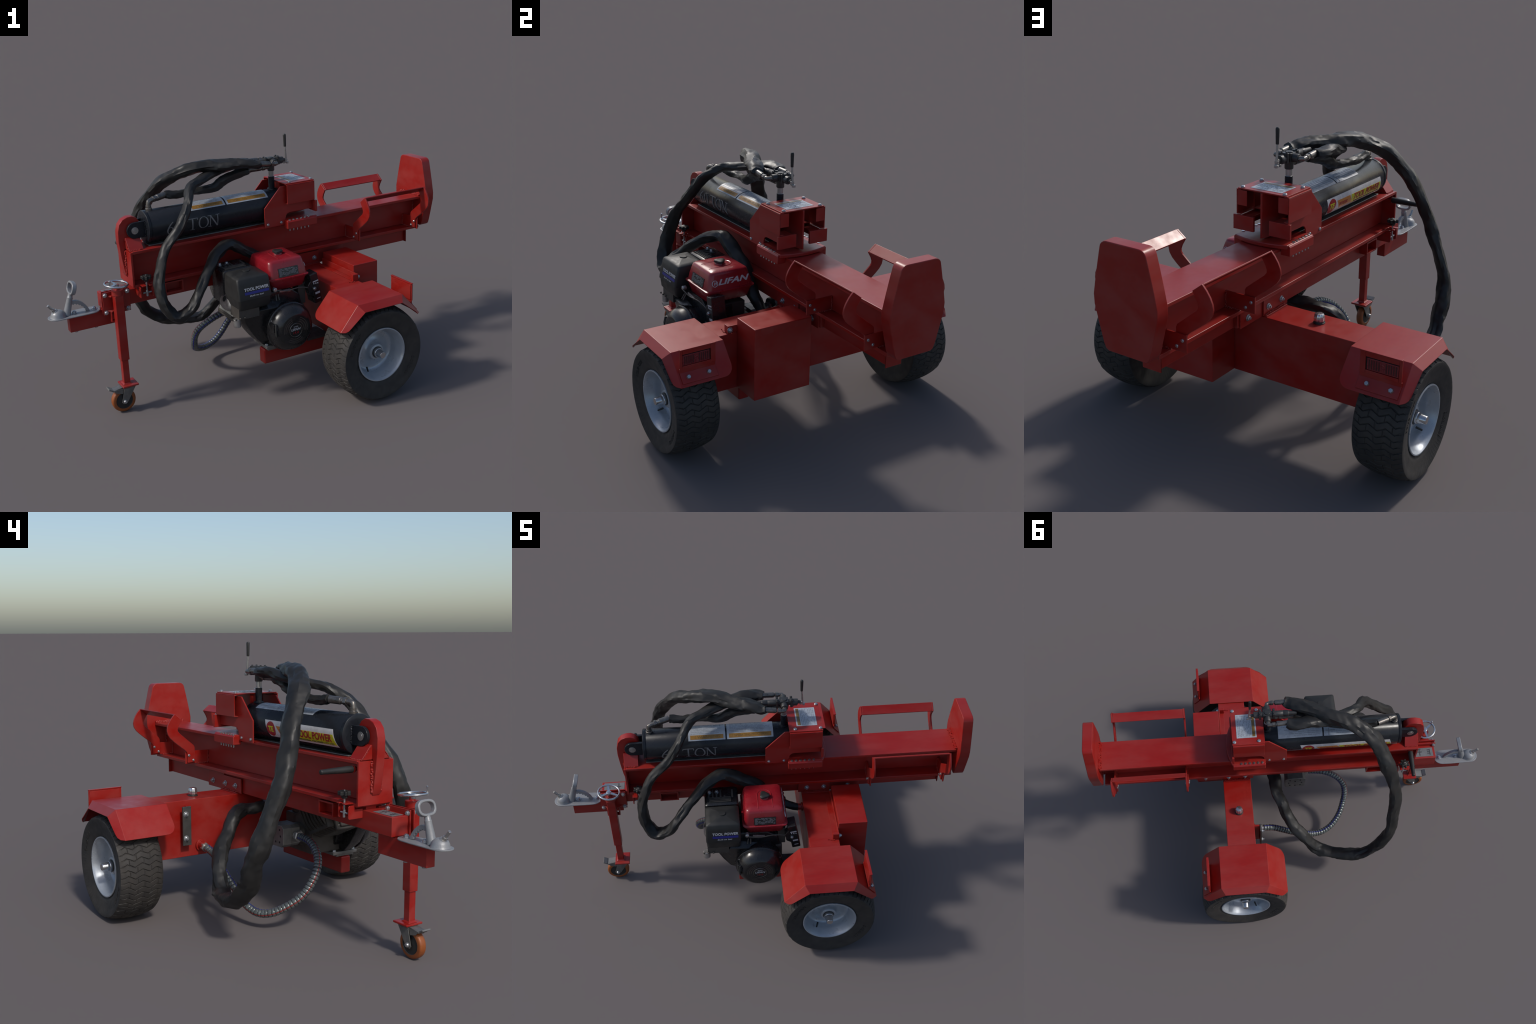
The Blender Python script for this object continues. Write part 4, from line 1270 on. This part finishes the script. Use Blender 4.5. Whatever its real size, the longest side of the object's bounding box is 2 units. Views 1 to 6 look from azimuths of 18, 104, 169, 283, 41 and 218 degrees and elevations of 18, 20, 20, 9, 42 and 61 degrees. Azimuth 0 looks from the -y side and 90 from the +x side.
# ------------------------------------------------------------------ hoses
def sleeve(name, ctrl, rads, seed, wr=0.3, n=26, wide=None, flat=0.0):
    """loose cloth sleeve round a hose: flattened section (long axis along `wide`), creased and puckered"""
    full = [(*p, r) for p, r in zip(ctrl, rads)]
    sp = spline(full, 0.0075)
    pts = [V(p[:3]) for p in sp]
    k_ = len(pts)
    tan = [(pts[min(i + 1, k_ - 1)] - pts[max(i - 1, 0)]).normalized() for i in range(k_)]
    g = G()
    # frame: the wide direction made square to the run, smoothed along it
    u = tan[0].orthogonal().normalized()
    fr = []
    for i in range(k_):
        u = (u - tan[i] * u.dot(tan[i])).normalized()
        if wide is not None:
            e = V(wide) - tan[i] * V(wide).dot(tan[i])
            if e.length > 0.25:
                e.normalize()
                if e.dot(u) < 0: e = -e
                u = u.lerp(e, 0.25 if i else 1.0); u = (u - tan[i] * u.dot(tan[i])).normalized()
        fr.append((u.copy(), tan[i].cross(u)))
    rg = []
    s_len = 0.0
    for i, p in enumerate(pts):
        if i: s_len += (pts[i] - pts[i - 1]).length
        u, w = fr[i]
        ta = pts[max(i - 6, 0)]; tb = pts[min(i + 6, k_ - 1)]
        bend = (pts[i] - (ta + tb) / 2).length / 0.012
        r0 = sp[i][3]
        fl = flat * (0.75 + 0.5 * noise.noise(V((s_len * 5, seed + 2.0, 4.0))))
        bk = 0.40 + 0.70 * min(bend, 1.2)
        jog = V((noise.noise(V((s_len * 7, seed, 1.0))), noise.noise(V((s_len * 7, seed, 5.0))), noise.noise(V((s_len * 7, seed, 9.0))))) * r0 * 0.16
        ring = []
        for j in range(n):
            a = 2 * math.pi * j / n
            ca, sa = math.cos(a), math.sin(a)
            nz = noise.noise(V((s_len * 9 + seed * 5, ca * 1.1, sa * 1.1)))
            # sharp creases: folded noise, skewed along the hose and stronger where it bends
            q = s_len + 0.034 * ca + 0.024 * sa
            r1 = 1 - 2.2 * abs(noise.noise(V((q * 11 + seed * 3, ca * 0.9 + 3, sa * 0.9))))
            r2 = 1 - 2.2 * abs(noise.noise(V((q * 22 + seed, ca * 1.3, sa * 1.3 + 7))))
            r3 = abs(noise.noise(V((s_len * 6 + seed, ca * 2.2, sa * 2.2 + 2))))
            k = 1 + wr * (0.85 * nz + bk * (0.62 * (r1 - 0.45) + 0.32 * (r2 - 0.45)) - 0.5 * (r3 - 0.25))
            ring.append(p + jog + (u * ca * (1 + fl) + w * sa * (1 - fl)) * r0 * k)
        rg.append(ring)
    g.rings(rg)
    return part(g, name, SLEEVE, bevel=0, smooth=32)

HA = [(-0.035, -0.078, 1.322), (-0.070, -0.066, 1.312), (-0.156, -0.025, 1.327), (-0.278, 0.035, 1.327), (-0.357, 0.071, 1.321), (-0.435, 0.107, 1.308), (-0.508, 0.147, 1.278), (-0.564, 0.193, 1.233),
      (-0.611, 0.241, 1.180), (-0.651, 0.285, 1.107), (-0.679, 0.322, 1.035), (-0.703, 0.353, 0.953), (-0.722, 0.380, 0.872), (-0.724, 0.415, 0.787), (-0.719, 0.453, 0.706), (-0.714, 0.483, 0.624),
      (-0.703, 0.508, 0.536), (-0.673, 0.520, 0.445), (-0.632, 0.514, 0.357), (-0.592, 0.523, 0.304), (-0.513, 0.523, 0.251), (-0.431, 0.501, 0.228), (-0.343, 0.473, 0.212), (-0.263, 0.449, 0.222),
      (-0.200, 0.420, 0.275), (-0.148, 0.389, 0.338), (-0.090, 0.339, 0.400), (-0.040, 0.275, 0.463), (-0.012, 0.228, 0.522), (0.012, 0.150, 0.560), (0.018, 0.053, 0.563), (0.048, -0.030, 0.566)]
RA = [0.026, 0.034, 0.038, 0.040, 0.041, 0.043, 0.043, 0.043, 0.042, 0.041, 0.039, 0.038, 0.040, 0.040, 0.036, 0.038, 0.041, 0.042, 0.040, 0.038, 0.040, 0.040, 0.039, 0.037, 0.035, 0.034, 0.034, 0.034, 0.035, 0.036, 0.035, 0.028]
hose_a = sleeve("pressure_hose", HA, RA, 3, 0.30, wide=(0.75, 0.65, 0.0), flat=0.20)
g = G()
g.cyl((0.040, -0.02, 0.565), (0.085, -0.10, 0.560), 0.019, n=16)
g.lathe((0.060, -0.055, 0.563), (0.5, -0.9, 0), [(0, 0.025), (0.02, 0.025)], 6)
part(g, "hose_end_fitting", VALVE, hose_a, bevel=0.001)
HB = [(-0.040, 0.072, 1.309), (-0.085, 0.082, 1.306), (-0.170, 0.073, 1.305), (-0.262, 0.064, 1.288), (-0.334, 0.035, 1.273), (-0.417, -0.002, 1.257), (-0.473, -0.035, 1.243), (-0.514, -0.075, 1.216), (-0.541, -0.124, 1.182),
      (-0.576, -0.158, 1.130), (-0.625, -0.178, 1.066), (-0.703, -0.195, 0.985), (-0.765, -0.220, 0.898), (-0.797, -0.239, 0.821), (-0.811, -0.252, 0.752), (-0.798, -0.279, 0.646), (-0.738, -0.313, 0.575), (-0.673, -0.325, 0.601),
      (-0.636, -0.327, 0.638), (-0.610, -0.314, 0.676), (-0.561, -0.283, 0.725), (-0.505, -0.244, 0.780), (-0.415, -0.185, 0.847), (-0.321, -0.141, 0.881), (-0.239, -0.130, 0.850), (-0.175, -0.122, 0.806), (-0.110, -0.123, 0.762),
      (-0.055, -0.122, 0.708), (-0.008, -0.121, 0.642), (0.045, -0.115, 0.590), (0.115, -0.128, 0.568), (0.166, -0.145, 0.565)]
RB = [0.024, 0.032, 0.035, 0.034, 0.031, 0.028, 0.027, 0.027, 0.028, 0.029, 0.030, 0.031, 0.034, 0.036, 0.037, 0.037, 0.037, 0.035, 0.034, 0.034, 0.034, 0.034, 0.036, 0.036, 0.035, 0.034, 0.033, 0.032, 0.031, 0.028, 0.024, 0.020]
hose_b = sleeve("return_hose", HB, RB, 8, 0.28, wide=(0.25, 0.95, 0.1), flat=0.22)
HD = [(-0.612, 0.046, 1.196), (-0.541, 0.047, 1.188), (-0.464, 0.047, 1.188), (-0.387, 0.036, 1.187), (-0.312, 0.024, 1.197), (-0.243, 0.027, 1.229), (-0.172, 0.012, 1.253), (-0.085, 0.000, 1.270)]
RD = [0.021, 0.024, 0.023, 0.023, 0.026, 0.029, 0.027, 0.022]
sleeve("ram_hose", HD, RD, 14, 0.36, wide=(0, 1, 0), flat=0.05)

# suction hose with a spiral guard: separate turns on a dark core, coloured tracer stripes
HC = [(0.120, 0.315, 0.350), (0.052, 0.307, 0.325), (-0.015, 0.310, 0.288), (-0.079, 0.312, 0.245), (-0.136, 0.302, 0.196), (-0.189, 0.289, 0.145), (-0.248, 0.276, 0.104), (-0.318, 0.255, 0.088), (-0.386, 0.217, 0.103),
      (-0.443, 0.157, 0.145), (-0.475, 0.092, 0.197), (-0.489, 0.045, 0.267), (-0.475, 0.004, 0.331), (-0.420, -0.032, 0.386), (-0.333, -0.053, 0.425), (-0.222, -0.066, 0.430)]
sp = [V(p) for p in spline(HC, 0.003)]
g = G()
NS = 24
u = (sp[1] - sp[0]).normalized().orthogonal().normalized()
rg = []; dist = 0.0; facemat = []
for i, p in enumerate(sp):
    if i: dist += (sp[i] - sp[i - 1]).length
    t = (sp[min(i + 1, len(sp) - 1)] - sp[max(i - 1, 0)]).normalized()
    u = (u - t * u.dot(t)).normalized(); w = t.cross(u)
    ph = (dist / 0.0200) % 1.0
    rr = 0.0188 if ph < 0.16 else 0.0205 + 0.0012 * math.sin(math.pi * (ph - 0.16) / 0.84)
    facemat.append(1 if ph < 0.16 else 0)
    rg.append([p + (u * math.cos(2 * math.pi * j / NS) + w * math.sin(2 * math.pi * j / NS)) * rr for j in range(NS)])
g.rings(rg)
for k in range(len(g.m)):
    i, j = divmod(k, NS)
    if i < len(facemat):
        g.m[k] = facemat[i]
        if facemat[i] == 0:
            if j in (3, 8, 20): g.m[k] = 2
            if j == 15: g.m[k] = 3
suction = part(g, "suction_hose", [COIL, COIL_GAP, BLUE, DKRED], bevel=0, smooth=60)

# ------------------------------------------------------------------ hitch coupler
g = G()
g.box(-1.276, -0.960, -0.0247, 0.0247, 0.510, 0.6058)
bar = part(g, "drawbar", RED, bevel=0.003)
g = G()
for x in (-1.120, -1.237): g.hexa((x, 0, 0.510), (0, 0, -1), 0.011, 0.010, 1.2)
part(g, "drawbar_nut", ZINC, bar, bevel=0.0005)
g = G()
ring = arc(-1.337, 0, 0.052, 90, 270, 14) + [(-1.20, -0.055)] + [(-1.145, -0.054)] + arc(-1.140, 0, 0.053, 285, 435, 12) + [(-1.145, 0.054), (-1.20, 0.055)]
g.prism(ring, "z", 0.6062, 0.6125)
cp = part(g, "hitch_coupler", GALV, bevel=0.002)
g = G()
g.lathe((-1.330, 0, 0.6122), (0, 0, 1), [(0, 0.046), (0.006, 0.042), (0.016, 0.040), (0.028, 0.034), (0.037, 0.022), (0.041, 0.008), (0.0415, 0.0)], 28)
g.lathe((-1.337, 0, 0.634), (-0.62, 0, 0.78), [(0, 0.022), (0.018, 0.0185), (0.022, 0.016)], 18)
part(g, "ball_socket", GALV, cp, bevel=0.001)
g = G()
d = V((-0.62, 0, 0.78)).normalized(); p = V((-1.337, 0, 0.634))
g.lathe(p + d * 0.020, d, [(0, 0.0165), (0.003, 0.0165)], 18)
g.lathe(p + d * 0.023, d, [(0, 0.0125), (0.013, 0.0125)], 6)
g.lathe(p + d * 0.03, d, [(0, 0.0075), (0.042, 0.0075)], 14)
part(g, "latch_stud", STEEL, cp, bevel=0.0006)
g = G()
hd = V((0.034, 0, 0.116)).normalized()
hb = V((-1.281, 0, 0.612))
g.lathe(hb, hd, [(0, 0.024), (0.012, 0.0215), (0.05, 0.0195), (0.095, 0.0165), (0.104, 0.0175), (0.108, 0.0145), (0.128, 0.0140)], 20)
# flattened ring grip
hc_ = hb + hd * 0.160
side_v = V((0, 1, 0)); nrm = hd.cross(side_v).normalized()
rg = []
for i in range(36):
    a = 2 * math.pi * i / 36
    ca, sa = math.cos(a), math.sin(a)
    ex = 0.7
    o = hc_ + side_v * (0.052 * math.copysign(abs(ca) ** ex, ca)) + hd * (0.037 * math.copysign(abs(sa) ** 0.8, sa))
    inn = hc_ + side_v * (0.040 * math.copysign(abs(ca) ** ex, ca)) + hd * (0.025 * math.copysign(abs(sa) ** 0.8, sa))
    rg.append([o + nrm * 0.013, o - nrm * 0.013, inn - nrm * 0.013, inn + nrm * 0.013])
g.rings(rg, closed=True)
part(g, "coupler_handle", GALV, cp, bevel=0.004, seg=3)
g = G()
# toothed locking quadrant
outer = spline([(-1.246, 0, 0.690), (-1.215, 0, 0.688), (-1.185, 0, 0.670), (-1.160, 0, 0.640), (-1.148, 0, 0.6125)], 0.006)
inner = []
for i, q in enumerate(spline([(-1.166, 0, 0.6125), (-1.176, 0, 0.636), (-1.194, 0, 0.655), (-1.218, 0, 0.668), (-1.246, 0, 0.672)], 0.004)):
    k = 0.004 if (i // 2) % 2 else -0.001
    inner.append((q[0] - k * 0.6, q[2] - k))
g.prism([(q[0], q[2]) for q in outer] + inner, "y", -0.009, 0.009)
part(g, "locking_quadrant", GALV, cp, bevel=0.0012)
for x in (-1.120, -1.237):
    g = G(); g.hexa((x, 0, 0.6125), (0, 0, 1), 0.0125, 0.012, 1.35, stud=0.005)
    part(g, "coupler_bolt", ZINC, cp, bevel=0.0008)

# ------------------------------------------------------------------ jack stand with castor
JX, JY = -1.0145, -0.1295
g = G()
g.box(JX - 0.0255, JX + 0.0255, JY - 0.0255, JY + 0.0255, 0.320, 0.716)
jack = part(g, "jack_stand", RED, bevel=0.004)
g = G(); g.lathe((JX, JY, 0.7165), (0, 0, 1), [(0, 0.034), (0.032, 0.034), (0.034, 0.031), (0.035, 0.016), (0.046, 0.014)], 28)
part(g, "jack_collar", RED, jack, bevel=0.0015)
g = G(); g.box(JX - 0.019, JX + 0.019, JY - 0.019, JY + 0.019, 0.171, 0.3195)
part(g, "jack_leg", RED, jack, bevel=0.003)
g = G()
g.box(-1.0515, -0.9560, JY - 0.050, JY + 0.050, 0.160, 0.1705)
g.lathe((JX, JY, 0.1705), (0, 0, 1), [(0, 0.040), (0.004, 0.032), (0.010, 0.024)], 4)
part(g, "jack_foot", RED, jack, bevel=0.003)
# handwheel, slightly tilted
g = G()
wc = V((-1.019, JY, 0.7735)); wn = V((0.10, 0.0, 1)).normalized()
wa = wn.orthogonal().normalized(); wb = wn.cross(wa)
g.torus(wc + wn * 0.006, wn, 0.0655, 0.0062, 56, 12)
g.lathe(wc - wn * 0.016, wn, [(0, 0.013), (0.016, 0.0165), (0.022, 0.0160), (0.024, 0.012)], 24)
hpos = V((-1.0665, -0.166, 0.785))
ang0 = math.atan2((hpos - wc).dot(wb), (hpos - wc).dot(wa))
for k in range(3):
    a = ang0 + 2 * math.pi * k / 3
    d = wa * math.cos(a) + wb * math.sin(a); sd = wn.cross(d)
    rg = []
    for f, w in ((0.012, 0.0085), (0.062, 0.0055)):
        c = wc + d * f + wn * 0.003
        rg.append([c + sd * w + wn * 0.0025, c + sd * w - wn * 0.0025, c - sd * w - wn * 0.0025, c - sd * w + wn * 0.0025])
    g.rings(rg)
g.lathe(wc + (wa * math.cos(ang0) + wb * math.sin(ang0)) * 0.0655, wn, [(0, 0.0055), (0.010, 0.0045), (0.036, 0.0050), (0.039, 0.0055), (0.042, 0.003)], 12)
part(g, "handwheel", CHROME, jack, bevel=0)
# mounting plates, spacer channel, gussets
g = G()
g.box(-1.088, -0.926, -0.0560, -0.0490, 0.588, 0.724)
g.box(-1.088, -0.926, -0.0790, -0.0720, 0.588, 0.724)
for z in (0.700, 0.612):
    g.box(-1.062, -0.952, -0.0718, -0.0562, z - 0.005, z + 0.005)
for z in (0.700, 0.612):
    g.prism([(-1.066, -0.0792), (-0.950, -0.0792), (-0.982, JY + 0.026), (-1.046, JY + 0.026)], "z", z - 0.004, z + 0.004)
g.box(-1.054, -0.974, -0.103, -0.0792, 0.548, 0.556)
g.box(-1.054, -1.047, -0.1035, -0.0792, 0.556, 0.607)
g.box(-0.981, -0.974, -0.1035, -0.0792, 0.556, 0.607)
part(g, "jack_mount", RED, jack, bevel=0.0015)
for x in (-1.074, -0.941):
    for z in (0.708, 0.604):
        g = G()
        g.hexa((x, -0.0792, z), (0, -1, 0), 0.0115, 0.010, 1.2, stud=0.004)
        g.hexa((x, -0.0488 if z > 0.65 else -0.0490, z), (0, 1, 0), 0.0105, 0.010, 1.2) if z > 0.705 else None
        part(g, "mount_bolt", ZINC, jack, bevel=0.0007)
# castor
CX, CZ = -1.0425, 0.0715
g = G()
g.lathe((CX, JY, CZ), (0, 1, 0), [(-0.0195, 0.050), (-0.0195, 0.063), (-0.0165, 0.0690), (-0.010, 0.0712), (0.010, 0.0712), (0.0165, 0.0690), (0.0195, 0.063), (0.0195, 0.050)], 48, closed=True)
part(g, "castor_tread", ORANGE, jack, bevel=0, smooth=50)
g = G()
g.lathe((CX, JY, CZ), (0, 1, 0), [(-0.0205, 0.0), (-0.0205, 0.020), (-0.0185, 0.024), (-0.0175, 0.048), (-0.0205, 0.0505), (0.0205, 0.0505), (0.0175, 0.048), (0.0185, 0.024), (0.0205, 0.020), (0.0205, 0.0)], 40)
part(g, "castor_hub", PLASTIC, jack, bevel=0.0006)
g = G()
for s in (-1, 1):
    y = JY + s * 0.030
    pr = [(CX - 0.020, CZ - 0.004), (CX - 0.012, CZ - 0.016), (CX + 0.008, CZ - 0.016), (CX + 0.020, CZ - 0.004), (-0.972, 0.150), (-1.040, 0.150)]
    g.prism(pr, "y", y - 0.002, y + 0.002)
g.box(-1.041, -0.971, JY - 0.032, JY + 0.032, 0.1502, 0.1590)
part(g, "castor_fork", FORKST, jack, bevel=0.0012)
g = G()
for s in (-1, 1):
    g.lathe((CX, JY + s * 0.0322, CZ), (0, s, 0), [(0, 0.0115), (0.008, 0.0115), (0.013, 0.008)], 14)
part(g, "castor_axle", ZINC, jack, bevel=0.0005)
g = G()
g.obox((-1.072, JY + 0.002, 0.151), (0.036, 0, 0.006), (0, 0.025, 0), (-0.0006, 0, 0.0030))
g.obox((-1.118, JY + 0.000, 0.1555), (0.012, 0, -0.007), (0, 0.025, 0), (0.002, 0, 0.0035))
g.prism([(-1.108, 0.150), (-1.040, 0.150), (-1.050, 0.118), (-1.085, 0.128)], "y", JY + 0.0235, JY + 0.0265)
g.prism([(-1.108, 0.150), (-1.040, 0.150), (-1.050, 0.118), (-1.085, 0.128)], "y", JY - 0.0265, JY - 0.0235)
part(g, "castor_brake", FORKST, jack, bevel=0.001)
